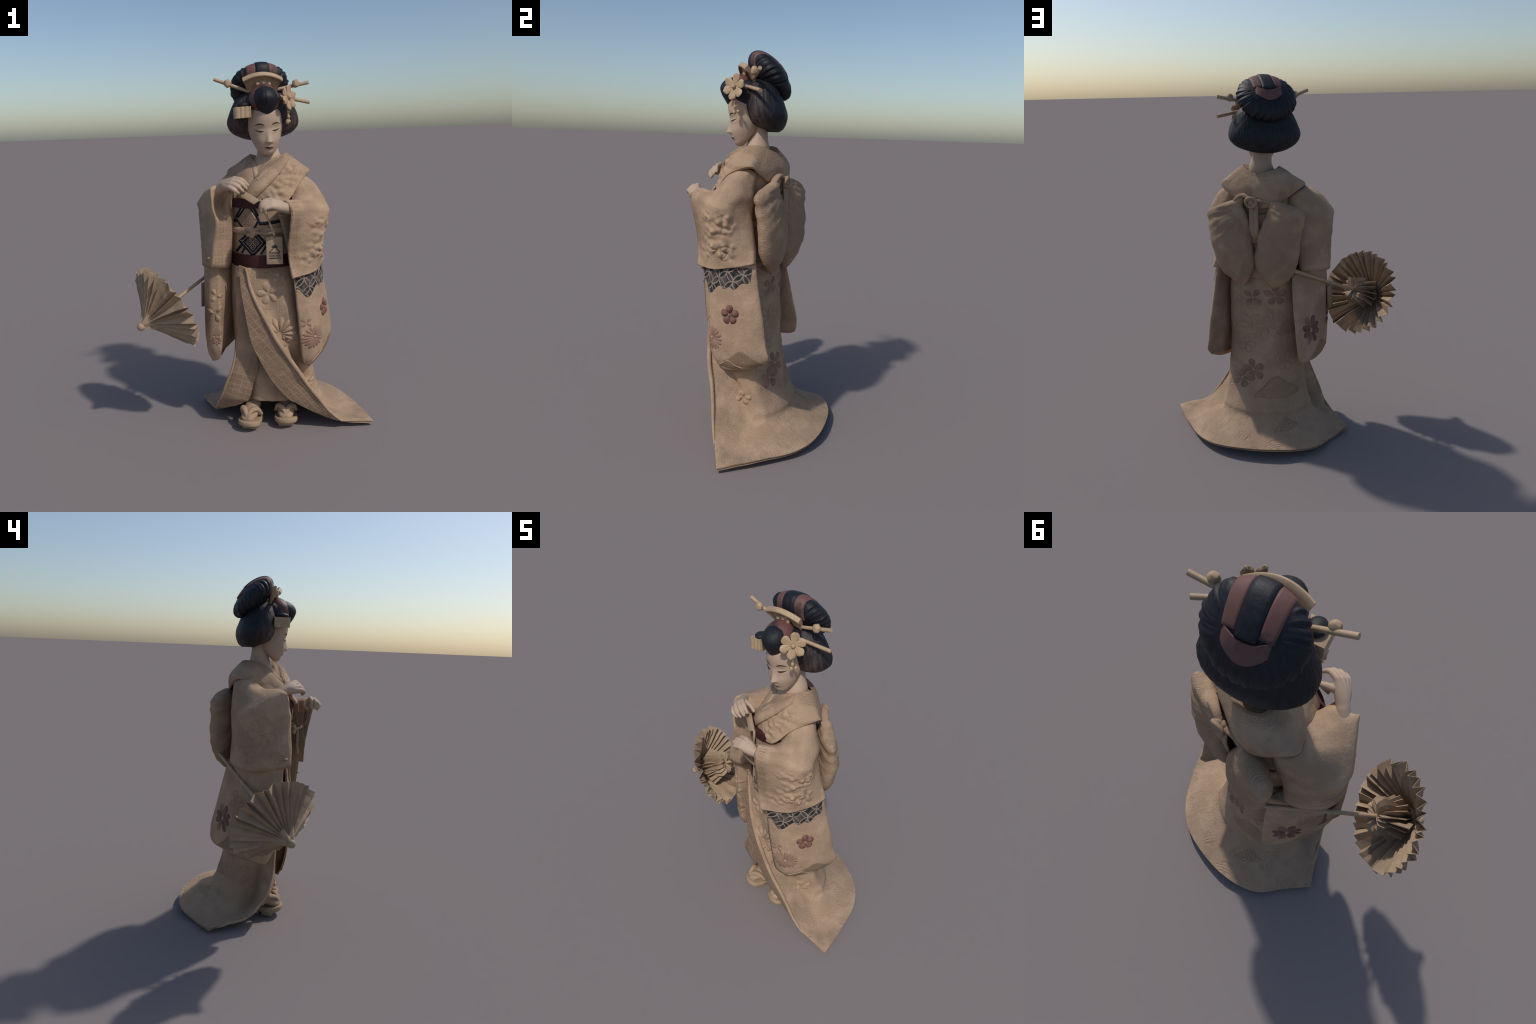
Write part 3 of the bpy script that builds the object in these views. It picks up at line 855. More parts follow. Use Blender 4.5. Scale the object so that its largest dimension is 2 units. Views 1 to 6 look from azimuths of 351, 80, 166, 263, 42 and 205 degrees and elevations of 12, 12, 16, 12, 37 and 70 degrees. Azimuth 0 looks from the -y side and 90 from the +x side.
R_LOW = [
 [(-.188,-.170,.975),(-.236,-.152,.975),(-.254,-.060,.975),(-.190,.066,.975),(-.010,.128,.960),(-.020,.085,.970),(-.135,-.090,.970)],
 [(-.190,-.168,.850),(-.243,-.148,.850),(-.261,-.060,.850),(-.192,.072,.850),(-.004,.152,.850),(-.020,.100,.850),(-.136,-.088,.850)],
 [(-.192,-.162,.700),(-.246,-.140,.700),(-.265,-.060,.700),(-.189,.084,.700),(-.002,.188,.700),(-.025,.115,.700),(-.140,-.075,.700)],
 [(-.193,-.152,.560),(-.247,-.130,.560),(-.267,-.060,.560),(-.180,.098,.560),(-.005,.222,.560),(-.025,.140,.560),(-.152,-.048,.560)],
 [(-.192,-.134,.470),(-.234,-.120,.460),(-.261,-.060,.462),(-.176,.098,.462),(-.018,.220,.478),(-.030,.150,.470),(-.158,-.025,.475)],
 [(-.197,-.104,.418),(-.218,-.098,.405),(-.236,-.060,.398),(-.150,.080,.415),(-.042,.196,.448),(-.055,.150,.445),(-.168,-.010,.430)]]
sq_l = [dict(u=(0.95, 0.30, 0), v=(0.10, 0, 1), u0=0.006, v0=0.010, size=0.040, where=[((0.95, 0.30, 0), 0.175, 0.150), ((0, 0, 1), 0.990, 1.03), ((0.9, 0.43, 0), 0.040, 0.025)], worn=False)]
sq_r = [dict(u=(1, 0, -0.08), v=(0.08, 0, 1), u0=0.002, v0=0.005, size=0.040, where=[((0, 1, 0), -0.150, -0.175), ((0, 0, 1), 1.29, 1.22), ((1, 0, -0.14), -0.355, -0.345)], worn=False)]
sleeve_l = sleeve("sleeve", L_OVER, cloth("left_sleeve_cloth", CLOTH, sq_l), 12, 14, cu=(0, 2),
                  lumps=lambda p: 0.015 * crumple(p, ((0.29, -0.30, 1.05), (0.33, -0.28, 1.12), (0.25, -0.32, 1.02), (0.36, -0.24, 1.03), (0.30, -0.31, 1.18), (0.37, -0.25, 1.16)), 0.055, 27))
sleeve_r = sleeve("sleeve", R_OVER, cloth("right_sleeve_cloth", CLOTH, sq_r), cu=(0, 2))
drop_l = sleeve("hanging_sleeve", L_LOW, M_CLOTH, cu=(0,), amp=0.003)
drop_r = sleeve("hanging_sleeve", R_LOW, M_CLOTH, cu=(0,), amp=0.003)
add("sleeve_tab", box((-0.252, 0.022, 0.765), (0.021, 0.026, 0), (0.004, -0.004, 0), (0.003, 0, 0.068)), M_CLOTH, drop_r)

# ================================================================== HANDS
def hand(name, wrist, knuckles, fingers, thumb, r):
    parts = []
    w0, w1 = A(wrist[0]), A(wrist[1])
    for k in knuckles:
        k = A(k)
        parts.append(tube([w0, w1, (w1 + k) / 2, k], [0.028, 0.026, 0.023, 0.0135], 12, 4))
        parts.append(ball(k, 0.0135, 10, 8))
    for f in fingers:
        parts.append(tube(f, [r * 1.1, r, r * 0.72], 10, 5))
        parts.append(ball(f[-1], r * 0.72, 8, 6))
    parts.append(tube(thumb, [r * 1.5, r * 1.05, r * 0.8], 10, 5))
    parts.append(ball(thumb[-1], r * 0.8, 8, 6))
    return add(name, merge(parts), M_SKIN, root, mods=[("REMESH", {"mode": "VOXEL", "voxel_size": 0.0028}), ("SMOOTH", {"iterations": 4, "factor": 0.5})])
hand("hand", [(-0.172, -0.110, 1.350), (-0.142, -0.162, 1.382)],
     [(-0.092, -0.222, 1.422), (-0.104, -0.236, 1.410), (-0.114, -0.248, 1.396), (-0.122, -0.256, 1.380)],
     [[(-0.092, -0.222, 1.424), (-0.055, -0.245, 1.416), (-0.027, -0.250, 1.388)], [(-0.104, -0.236, 1.412), (-0.066, -0.262, 1.402), (-0.038, -0.264, 1.374)],
      [(-0.114, -0.248, 1.398), (-0.082, -0.275, 1.386), (-0.056, -0.272, 1.362)], [(-0.122, -0.258, 1.382), (-0.102, -0.279, 1.371), (-0.080, -0.274, 1.354)]],
     [(-0.098, -0.196, 1.405), (-0.055, -0.198, 1.396), (-0.026, -0.203, 1.378)], 0.0115)
hand("hand", [(0.185, -0.345, 1.268), (0.135, -0.366, 1.280)],
     [(0.068, -0.356, 1.321), (0.067, -0.376, 1.316), (0.066, -0.388, 1.306), (0.066, -0.398, 1.294)],
     [[(0.068, -0.356, 1.322), (0.028, -0.352, 1.312), (0.014, -0.352, 1.272)], [(0.067, -0.374, 1.317), (0.020, -0.374, 1.308), (0.010, -0.372, 1.268)],
      [(0.066, -0.388, 1.307), (0.018, -0.390, 1.299), (0.014, -0.388, 1.268)], [(0.066, -0.399, 1.295), (0.030, -0.402, 1.285), (0.034, -0.392, 1.262)]],
     [(0.100, -0.340, 1.282), (0.060, -0.325, 1.272), (0.036, -0.332, 1.262)], 0.0115)

# ------------------------------------------------------------------ folded fan and tag
def held_things():
    a, b, c = A([-0.078, -0.203, 1.340]), A([0.000, -0.258, 1.289]), A([0.034, -0.262, 1.309])
    e, f = (b - a) / 2, (c - b) / 2
    n = unit(np.cross(e, f))
    fan = add("folded_fan", box((a + c) / 2 + n * 0.002, e, f, n * 0.008), M_PAPER, root, mods=[("BEVEL", {"width": 0.003, "segments": 2})], angle=40)
    add("fan_tail", tube([c - e * 0.1, (0.046, -0.275, 1.290), (0.050, -0.285, 1.240)], [0.008, 0.006, 0.003], 8, 5), M_PAPER, fan)
    # tag on two strings, with a mountain mark and three lines of lettering
    o, u, v = A([0.092, -0.296, 1.055]), unit((0.97, -0.22, 0)), unit((0.01, 0.05, 1))
    n = np.cross(u, v)
    tag = add("tag", box(o, u * 0.042, v * 0.071, n * 0.006), M_PAPER, root, mods=[("BEVEL", {"width": 0.002, "segments": 2})], angle=40)
    pr = Projector(bvh(tag), o + n * 0.02, u, v, n)
    mark = lambda path, w: add("tag_mark", ribbon(pr, path, w, 0.0012, 3, 0.001), M_NAVY, tag)
    mark([(-0.028, -0.008), (-0.006, 0.012), (0.002, 0.018), (0.010, 0.012), (0.028, -0.008)], 0.003)
    mark([(-0.028, -0.009), (0.028, -0.009)], 0.002)
    for a in np.linspace(0.35, 2.8, 6):
        mark([(0.002 + 0.006 * math.cos(a), 0.014 + 0.006 * math.sin(a)), (0.002 + 0.018 * math.cos(a), 0.014 + 0.018 * math.sin(a))], 0.0035)
    for r, (z, h) in enumerate(((-0.016, 0.0035), (-0.027, 0.005), (-0.039, 0.006))):
        x = -0.027
        while x < 0.026:
            w = RNG.uniform(0.0025, 0.0055)
            mark([(x, z), (x + w, z)], h)
            x += w + 0.0018
    add("string", tube([(0.040, -0.362, 1.266), (0.066, -0.345, 1.20), (0.096, -0.303, 1.125)], 0.0022, 6, 6), M_PAPER, tag)
    add("string", tube([(0.030, -0.360, 1.266), (0.060, -0.350, 1.20), (0.090, -0.303, 1.125)], 0.0022, 6, 6), M_PAPER, tag)
held_things()

# ================================================================== ROBE AND TRAIN
# order: lapel free edge, lapel ridge, valley, right side ... round the back ... left side, left lapel, its free edge
ROBE = [
 [(-.084,-.202,.967),(-.052,-.222,.955),(.030,-.230,.955),(.180,-.228,.955),(.290,-.115,.955),(.220,.000,.955),(.100,.088,.955),(-.028,.078,.955),(-.095,.010,.955),(-.108,-.070,.955),(-.098,-.145,.955),(-.060,-.175,.955)],
 [(-.078,-.216,.830),(-.028,-.236,.830),(.030,-.248,.830),(.188,-.258,.830),(.305,-.115,.830),(.222,.004,.830),(.100,.094,.830),(-.032,.084,.830),(-.098,.010,.830),(-.110,-.075,.830),(-.100,-.155,.830),(-.050,-.190,.830)],
 [(-.062,-.236,.690),(.030,-.272,.690),(.078,-.262,.690),(.204,-.268,.690),(.310,-.112,.690),(.222,.006,.690),(.100,.098,.690),(-.034,.086,.690),(-.100,.010,.690),(-.110,-.075,.690),(-.100,-.158,.690),(-.028,-.195,.690)],
 [(-.035,-.246,.540),(.103,-.286,.540),(.142,-.255,.540),(.242,-.244,.540),(.314,-.100,.540),(.226,.014,.540),(.102,.106,.540),(-.030,.088,.540),(-.098,.010,.540),(-.104,-.066,.540),(-.100,-.150,.540),(-.010,-.190,.540)],
 [(.025,-.254,.400),(.198,-.294,.386),(.224,-.190,.386),(.288,-.172,.386),(.328,-.070,.386),(.238,.042,.386),(.104,.128,.386),(-.020,.108,.386),(-.086,.030,.386),(-.072,-.072,.386),(-.132,-.150,.386),(.004,-.182,.388)],
 [(.090,-.256,.285),(.259,-.284,.285),(.270,-.148,.285),(.320,-.120,.285),(.348,-.048,.285),(.252,.072,.285),(.106,.150,.285),(-.024,.128,.285),(-.088,.046,.285),(-.064,-.068,.285),(-.168,-.134,.285),(-.022,-.180,.290)],
 [(.160,-.254,.200),(.321,-.282,.196),(.304,-.125,.205),(.344,-.085,.208),(.366,-.014,.210),(.275,.106,.212),(.108,.178,.208),(-.030,.152,.202),(-.096,.066,.198),(-.066,-.060,.196),(-.197,-.104,.194),(-.050,-.167,.186)],
 [(.195,-.252,.174),(.348,-.283,.156),(.340,-.110,.142),(.366,-.066,.160),(.382,.002,.168),(.288,.126,.172),(.108,.196,.170),(-.040,.168,.166),(-.108,.080,.156),(-.080,-.045,.125),(-.210,-.080,.154),(-.078,-.148,.160)],
 [(.230,-.253,.150),(.375,-.284,.120),(.392,-.118,.076),(.392,-.056,.108),(.396,.014,.126),(.298,.140,.132),(.108,.204,.130),(-.044,.176,.118),(-.122,.096,.096),(-.130,.010,.075),(-.218,-.048,.120),(-.114,-.122,.132)],
 [(.320,-.261,.098),(.420,-.284,.074),(.505,-.180,.040),(.486,-.054,.066),(.458,.058,.086),(.358,.205,.100),(.134,.276,.094),(-.038,.256,.074),(-.160,.180,.050),(-.226,.110,.046),(-.227,-.010,.076),(-.176,-.066,.094)],
 [(.400,-.269,.060),(.454,-.283,.046),(.637,-.288,.030),(.607,-.075,.042),(.552,.125,.044),(.430,.272,.058),(.195,.385,.064),(-.020,.396,.044),(-.165,.308,.024),(-.286,.238,.034),(-.252,.105,.042),(-.232,.024,.045)]]
def robe_part():
    ku, kv = 8, 8
    G = loft(ROBE, ku, kv, False, (1, 2, 9))
    def surf(name, c0, c1, mat, parent, off=0.0, amp=0.0045, th=0.006):
        g = G[:, c0 * ku:c1 * ku + 1].copy()
        ob = add(name, grid_mesh(g, False), mat, parent, fix=False)
        def f(p):
            return off + amp * noise.noise(p * 9) + amp * 0.4 * noise.noise(p * 26)
        displace(ob, f)
        m = ob.modifiers.new("s", "SOLIDIFY"); m.thickness = th; m.offset = -1
        apply_mods(ob)
        for p in ob.data.polygons:
            p.use_smooth = True
        ob.data.set_sharp_from_angle(angle=math.radians(60))
        return ob
    # does the sheet face outwards?
    a, b, c = G[10, 5 * ku], G[10, 5 * ku + 1], G[11, 5 * ku]
    flip = np.cross(b - a, c - a) @ (a - A([0.1, -0.05, a[2]])) < 0
    if flip:
        G[:] = G
    s = -1 if flip else 1
    robe = surf("robe", 1, 10, weave_relief("robe_cloth", CLOTH * 0.97, 0.034, (0.8, 0.6, 0), (0, 0.5, 0.87), (), 0.26, 0.44, 0.60), root, th=0.006 * s)
    surf("robe_lining", 1, 10, M_CLOTH2, robe, off=-0.011 * s, th=0.005 * s)
    lap_r = cloth("lapel_cloth", CLOTH, [dict(u=(0.79, 0, 0.61), v=(-0.61, 0, 0.79), size=0.036, where=[((0, 0, 1), 5, 2)], ink=0.45, fill=0.5, worn=True)])
    lap_l = cloth("lapel_cloth_left", CLOTH, [dict(u=(0.88, -0.35, -0.30), v=(0.33, 0, 0.94), size=0.036, where=[((0, 0, 1), 0.50, 0.40)], ink=0.45, fill=0.5, worn=True)])
    l1 = surf("lapel", 0, 1, lap_r, robe, th=0.012 * s, off=0.001 * s)
    surf("lapel", 10, 11, lap_l, robe, th=0.008 * s)
    E1 = [A(r[1]) + A([0.002, -0.001, 0]) for r in ROBE]
    add("lapel_roll", tube(E1, [0.006, 0.010, 0.012, 0.013, 0.012, 0.011, 0.010, 0.009, 0.008, 0.006, 0.004], 10, 5), M_CLOTH, robe)
    F1 = [A(r[10]) for r in ROBE[3:]]
    add("lapel_roll", tube(F1, [0.004, 0.007, 0.008, 0.008, 0.008, 0.007, 0.006, 0.004], 10, 5), M_CLOTH, robe)
    return robe
robe = robe_part()
def underskirt():
    rows = [ellipse_ring((0.090, -0.090, z), rx, ry, math.radians(-6), 20, 3.0) for z, rx, ry in ((0.60, 0.10, 0.085), (0.42, 0.115, 0.092), (0.28, 0.122, 0.094), (0.20, 0.126, 0.096), (0.175, 0.128, 0.096), (0.168, 0.123, 0.090), (0.19, 0.10, 0.06))]
    ob = add("underskirt", grid_mesh(loft(rows, 4, 4), True, True, True), M_CLOTH2, root)
    for v in ob.data.vertices:
        if v.co.z < 0.3:
            v.co.z -= 0.42 * max(0, (0.3 - v.co.z)) * v.co.x
    displace(ob, lambda p: 0.004 * noise.noise(Vector((p.x * 30, p.y * 6, p.z * 6))))
underskirt()

# ================================================================== OBI BOW
KN, BL, BN = A([0.200, 0.070, 1.355]), A([0.8, -0.6, 0]), A([0.6, 0.8, 0])
def bow():
    grp = bpy.data.objects.new("obi_bow", None)
    scene.collection.objects.link(grp)
    grp.parent = root
    mat = weave_relief("bow_cloth", CLOTH * 0.93, 0.036, (0.55, -0.4, 0.73), (-0.55, 0.4, 0.73), (), 0.32)
    def lobe(prof):
        # z, lateral from, to, depth back, depth front
        rows = []
        for z, a, b, nb, nf in prof:
            c, w, cn, d = (a + b) / 2, (b - a) / 2, (nb + nf) / 2, (nb - nf) / 2
            row = []
            for t in np.arange(12) * math.pi / 6:
                ct, st = math.cos(t), math.sin(t)
                x = w * np.sign(ct) * abs(ct) ** 0.97
                y = d * np.sign(st) * abs(st) ** 1.0
                p = KN + BL * (c + x) + BN * (cn + y)
                row.append((p[0], p[1], z))
            rows.append(row)
        ob = add("bow_loop", grid_mesh(loft(rows, 8, 8), True, True, True), mat, grp)
        def crease(p):
            q = A(p) - KN
            lat, dz = float(q @ BL), float(q[2])
            r, th = math.hypot(lat, dz), math.atan2(lat, -dz)
            gather = (1 - 2 * abs(noise.noise(Vector((th * 5.5, r * 5, 3.1))))) * min(1, r / 0.12)
            return 0.005 * noise.noise(p * 9) + 0.006 * (gather - 0.5) + 0.0025 * noise.noise(p * 26)
        displace(ob, crease)
    lobe([(1.385, 0.045, 0.075, 0.010, -0.010), (1.365, 0.045, 0.105, 0.020, -0.02), (1.335, 0.055, 0.185, 0.032, -0.032), (1.300, 0.042, 0.266, 0.034, -0.042), (1.245, 0.020, 0.264, 0.056, -0.046), (1.170, 0.010, 0.250, 0.070, -0.046),
          (1.080, -0.002, 0.236, 0.072, -0.044), (1.010, -0.005, 0.212, 0.062, -0.042), (0.950, 0.022, 0.170, 0.042, -0.034), (0.905, 0.048, 0.116, 0.014, -0.025), (0.882, 0.064, 0.080, -0.003, -0.02)])
    lobe([(1.364, -0.140, -0.105, -0.008, -0.025), (1.342, -0.212, -0.092, 0.016, -0.05), (1.305, -0.276, -0.078, 0.030, -0.07), (1.240, -0.279, -0.050, 0.042, -0.074), (1.170, -0.268, -0.025, 0.054, -0.074),
          (1.100, -0.257, -0.008, 0.058, -0.074), (1.045, -0.246, -0.004, 0.056, -0.07), (0.995, -0.229, -0.018, 0.046, -0.06), (0.945, -0.199, -0.050, 0.028, -0.05), (0.905, -0.152, -0.078, 0.004, -0.035), (0.885, -0.110, -0.098, -0.012, -0.025)])
    P = lambda l, n, z: KN + BL * l + BN * n + A([0, 0, z - KN[2]])
    kn = [tube([P(0.030 * math.cos(t) - 0.004, 0.026 + 0.006 * math.sin(2 * t), 1.358 + 0.024 * math.sin(t)) for t in np.arange(8) * math.pi / 4], 0.0085, 10, 4, closed=True),
          ball(P(-0.004, 0.010, 1.358), (0.024, 0.022, 0.024)), ball(P(0.010, 0.018, 1.374), (0.020, 0.016, 0.014)), ball(P(-0.020, 0.018, 1.345), (0.016, 0.014, 0.018))]
    add("bow_knot", merge(kn), M_CLOTH, grp)
    rows = []
    for z, a, b in ((1.36, -0.10, 0.05), (1.33, -0.13, 0.08), (1.20, -0.12, 0.09), (1.05, -0.10, 0.08), (0.98, -0.08, 0.06)):
        rows.append([P(b, -0.045, z), P((a + b) / 2, -0.032, z), P(a, -0.055, z), P((a + b) / 2, -0.085, z)])
    add("bow_backing", grid_mesh(loft(rows, 5, 5), True, True, True), mat, grp)
    add("bow_tie", tube([P(0.008, 0.012, 1.375), P(0.05, 0.006, 1.392), P(0.09, 0.0, 1.368), P(0.12, 0.0, 1.335)], [0.014, 0.017, 0.020, 0.012], 10, 6, flat=0.6), M_CLOTH, grp)
    add("bow_tie", tube([P(-0.02, 0.004, 1.362), P(-0.06, -0.012, 1.362), P(-0.10, -0.02, 1.352), P(-0.13, -0.02, 1.340)], [0.016, 0.014, 0.016, 0.012], 10, 6, flat=0.7), M_CLOTH, grp)
    for dx in (-0.002, -0.026):
        add("bow_tie", tube([P(dx, 0.008, 1.350), P(dx, 0.016, 1.28), P(dx + 0.002, 0.012, 1.20), P(-0.012, 0.0, 1.15)], [0.012, 0.014, 0.015, 0.010], 10, 6, flat=0.5, up=(0.6, 0.8, 0)), M_CLOTH, grp)
bow()

# ================================================================== FEET
def foot(toe, heel):
    toe, heel = A([*toe, 0.0]), A([*heel, 0.0])
    d = unit(toe - heel)
    s = np.cross(d, (0, 0, 1))
    Ln = np.linalg.norm(toe - heel)
    pt = lambda a, b, z: heel + d * a * Ln + s * b + A([0, 0, z])
    out = [(0.0, 0.0), (0.06, 0.038), (0.30, 0.050), (0.62, 0.064), (0.85, 0.060), (0.97, 0.034), (1.0, 0.0), (0.97, -0.034), (0.85, -0.060), (0.62, -0.064), (0.30, -0.050), (0.06, -0.038)]
    lift = lambda a: 0.014 * max(0, (a - 0.55) / 0.45) ** 1.6
    rows = []
    for zz, g in ((0.022, 0.80), (0.026, 0.95), (0.036, 1.0), (0.050, 1.0), (0.058, 0.95), (0.056, 0.7)):
        rows.append([pt(0.5 + (a - 0.5) * g, b * g, zz + lift(a)) for a, b in out])
    sand = add("sandal", grid_mesh(loft(rows, 4, 3), True, True, True), M_SOLE, root)
    displace(sand, lambda p: 0.003 * noise.noise(p * 30))
    for a in (0.20, 0.60):
        add("sandal_tooth", box(pt(a, 0, 0.016), d * 0.032, s * 0.044, A([0, 0, 0.016])), M_SOLE, sand, mods=[("BEVEL", {"width": 0.005, "segments": 2})], angle=40)
    # socked foot
    prof = [(0.94, 0.018, 0.062, 0.090), (0.86, 0.038, 0.058, 0.104), (0.70, 0.046, 0.056, 0.122), (0.50, 0.044, 0.056, 0.145), (0.30, 0.040, 0.056, 0.170), (0.14, 0.036, 0.056, 0.185), (0.04, 0.020, 0.060, 0.15)]
    rows = []
    for a, w, z0, z1 in prof:
        c, h = (z0 + z1) / 2, (z1 - z0) / 2
        rows.append([pt(a, w * math.cos(t), c + h * math.sin(t)) for t in np.arange(12) * math.pi / 6])
    add("foot", grid_mesh(loft(rows, 3, 4), True, True, True), M_CLOTH2, root)
    add("ankle", tube([pt(0.30, 0, 0.09), pt(0.28, 0, 0.16), pt(0.26, 0, 0.26)], [0.034, 0.032, 0.034], 14, 4), M_CLOTH2, root)
    for sg in (-1, 1):
        add("sandal_strap", tube([pt(0.91, 0.0, 0.080), pt(0.83, sg * 0.010, 0.116), pt(0.66, sg * 0.038, 0.122), pt(0.48, sg * 0.056, 0.074)], [0.009, 0.015, 0.018, 0.013], 10, 6, flat=0.8), M_CLOTH2, sand)
foot((-0.080, -0.220), (0.012, -0.030))
foot((0.143, -0.234), (0.185, -0.035))

# ================================================================== PARASOL
def parasol():
    tip = A([-0.626, -0.158, 0.652])
    ax = unit((0.797, 0.428, 0.428))
    u = unit(np.cross(ax, (0, 0, 1))); v = np.cross(u, ax)
    at = lambda s, r, t: tip + ax * s + r * (u * math.cos(t) + v * math.sin(t))
    grp = bpy.data.objects.new("parasol", None)
    scene.collection.objects.link(grp)
    grp.parent = root
    NP = 30
    jig = RNG.uniform(-0.25, 0.25, NP * 2)
    depth = RNG.uniform(0.75, 1.2, NP * 2)
    def pleated(name, s0, r0, s1, r1, amp, nseg, bulge, th):
        rows = []
        sl = unit((r1 - r0, -(s1 - s0)))          # inward normal of the cone in (s, r)
        for i in range(nseg + 1):
            f = i / nseg
            s, r = s0 + (s1 - s0) * f, r0 + (r1 - r0) * f
            a = amp * (0.15 + 0.85 * f)
            row = []
            for j in range(NP * 2):
                k = (-0.95 if j % 2 else 1.65) * depth[j]
                t = (j + jig[j] * 0.8) * math.pi / NP + 0.05 * f * math.sin(j * 1.7)
                b = bulge * math.sin(f * math.pi)
                rag = 1 + 0.07 * jig[(j * 7 + 3) % len(jig)] * f ** 2
                b += 0.014 * jig[(j * 5 + i * 3) % len(jig)] * f
                row.append(at(s0 + (s + sl[0] * (a * k + b) - s0) * rag, max(0.004, (r + sl[1] * (a * k + b)) * rag), t))
            rows.append(row)
        return add(name, grid_mesh(A(rows), True), M_PAPER, grp, smooth=False, mods=[("SOLIDIFY", {"thickness": th, "offset": 0})])
    pleated("canopy", 0.048, 0.024, 0.197, 0.252, 0.0150, 8, 0.004, 0.003)
    # folded inner struts gathered round the runner
    NP_keep = NP
    rows = []
    for i, (s, r) in enumerate(((0.075, 0.016), (0.13, 0.044), (0.19, 0.066), (0.238, 0.074), (0.262, 0.060), (0.250, 0.020))):
        row = []
        for j in range(36):
            k = 1 + (0.26 if j % 2 else -0.24) * (0.4 + 0.6 * min(1, i / 2)) * (0.8 + 0.8 * jig[j])
            row.append(at(s + 0.05 * jig[j // 2 + 3] * min(1, i / 3), r * k * (0.9 + 0.5 * jig[j // 4 + 9]), j * math.pi / 18))
        rows.append(row)
    add("strut_fold", grid_mesh(A(rows), True, True, True), M_PAPER, grp, smooth=False)
    for j in range(18):
        t0 = j * math.pi / 9 + 0.3 * jig[j]
        f = 0.75 + 0.6 * jig[j + 18]
        quad = [at(0.078, 0.018, t0), at(0.255 - 0.02 * abs(jig[j]), 0.020, t0), at(0.235 - 0.05 * abs(jig[j + 7]), 0.085 * f, t0 + 0.10), at(0.150 + 0.02 * jig[j + 4], 0.135 * f, t0 + 0.14), at(0.105, 0.085 * f, t0 + 0.08)]
        quad = A(quad)
        mid = quad.mean(0) + 0.006 * (u * jig[j] + v * jig[j + 5])
        add("strut", ([tuple(q) for q in quad] + [tuple(mid)], [(k, (k + 1) % 5, 5) for k in range(5)]), M_PAPER, grp, smooth=False, fix=False, mods=[("SOLIDIFY", {"thickness": 0.004, "offset": 0})])
    add("pole", tube([at(0.05, 0, 0), at(0.45, 0, 0), at(0.83, 0, 0)], [0.009, 0.0095, 0.010], 14, 4), M_WOOD, grp)
    cap = []
    for s, r in ((0.022, 0.016), (0.032, 0.026), (0.050, 0.036), (0.072, 0.056), (0.080, 0.062), (0.080, 0.050)):
        cap.append([at(s + 0.006 * math.cos(j * math.pi / 3), r * (1.10 if (j % 4 < 2) else 0.92), j * math.pi / 12) for j in range(24)])
    add("canopy_cap", grid_mesh(A(cap), True, True, True), M_PAPER, grp, angle=40)
    add("ferrule", tube([at(-0.004, 0, 0), at(0.008, 0, 0), at(0.024, 0, 0), at(0.036, 0, 0)], [0.010, 0.021, 0.022, 0.014], 14, 4), M_PAPER, grp)
parasol()

# ================================================================== EMBROIDERY
def blossom(name, pr, c, n, r, w, mat, parent, h=0.004, a0=0.3, eye=None, jitter=0.06, soft=False):
    for k in range(n):
        a = a0 + k * 2 * math.pi / n + RNG.uniform(-jitter, jitter)
        o = petal_outline(c, a, r * RNG.uniform(0.92, 1.06), w)
        if name == "outline_petal":
            if all(pr.hits(*p) for p in o):
                add(name, ribbon(pr, o, 0.0055, 0.0030, 2, 0.0012, closed=True, round_=True), mat, parent)
            continue
        add(name, patch(pr, o, -0.0006 if soft else 0.0006, h, 5, 2.4 if soft else 1.8), mat, parent)
    if eye:
        add("flower_eye", patch(pr, [(c[0] + eye * math.cos(t), c[1] + eye * math.sin(t)) for t in np.arange(10) * math.pi / 5], 0.001, h + 0.002, 3), M_RELIEF, parent)

HILL = [(-1, -.38), (-.78, -.1), (-.55, .22), (-.34, .6), (-.12, .92), (.08, 1), (.28, .82), (.5, .5), (.75, .28), (1, 0), (.98, -.36), (.6, -.46), (.1, -.5), (-.5, -.46)]
def hill(name, pr, c, hw, hh, mat, parent, h=0.002):
    o = spline(A([(c[0] + hw * x, c[1] + hh * y) for x, y in HILL]), 3, True)
    add(name, patch(pr, o, h * 0.7, h, 10, 1.5, sink=0.0015), mat, parent)
    if hw > 0.05 and all(pr.hits(*p) for p in o):
        add("hill_border", ribbon(pr, A([(c[0] + hw * 1.04 * x, c[1] + hh * 1.06 * y) for x, y in HILL[:11]]), 0.005, h + 0.002, 4, 0.001, round_=True), M_RELIEF, parent)

def wave_mat(name, u, v, size, base=BROWN * 1.15):
    n = Nodes(name, 0.8, 0.2)
    m = n.waves(n.dot(u, -3.0), n.dot(v, -3.0), size)
    col = n.mix(m, tuple(base * 0.72), tuple(base * 1.30))
    col = n.mix(n.math("MULTIPLY", n.ramp(n.noise(14.0, 3), 0.35, 0.7), 0.6), col, tuple(base * 1.15))
    return n.done(col, n.bump(m, 0.7, 0.004))

def shippo_mat(u, v, size):
    n = Nodes("dark_lattice_print", 0.75, 0.25)
    uu = n.math("ADD", n.dot(u, -3), n.math("MULTIPLY", n.noise(14.0, 1), 0.03))
    m = n.shippo(uu, n.dot(v, -3), size, 0.045)
    dark = n.mix(n.ramp(n.noise(30.0, 3), 0.42, 0.66), (0.020, 0.019, 0.020), (0.095, 0.076, 0.066))
    col = n.mix(n.math("MULTIPLY", m, n.ramp(n.noise(22.0, 2), 0.2, 0.55)), dark, (0.27, 0.215, 0.175))
    return n.done(col, n.bump(m, 0.5, 0.003))

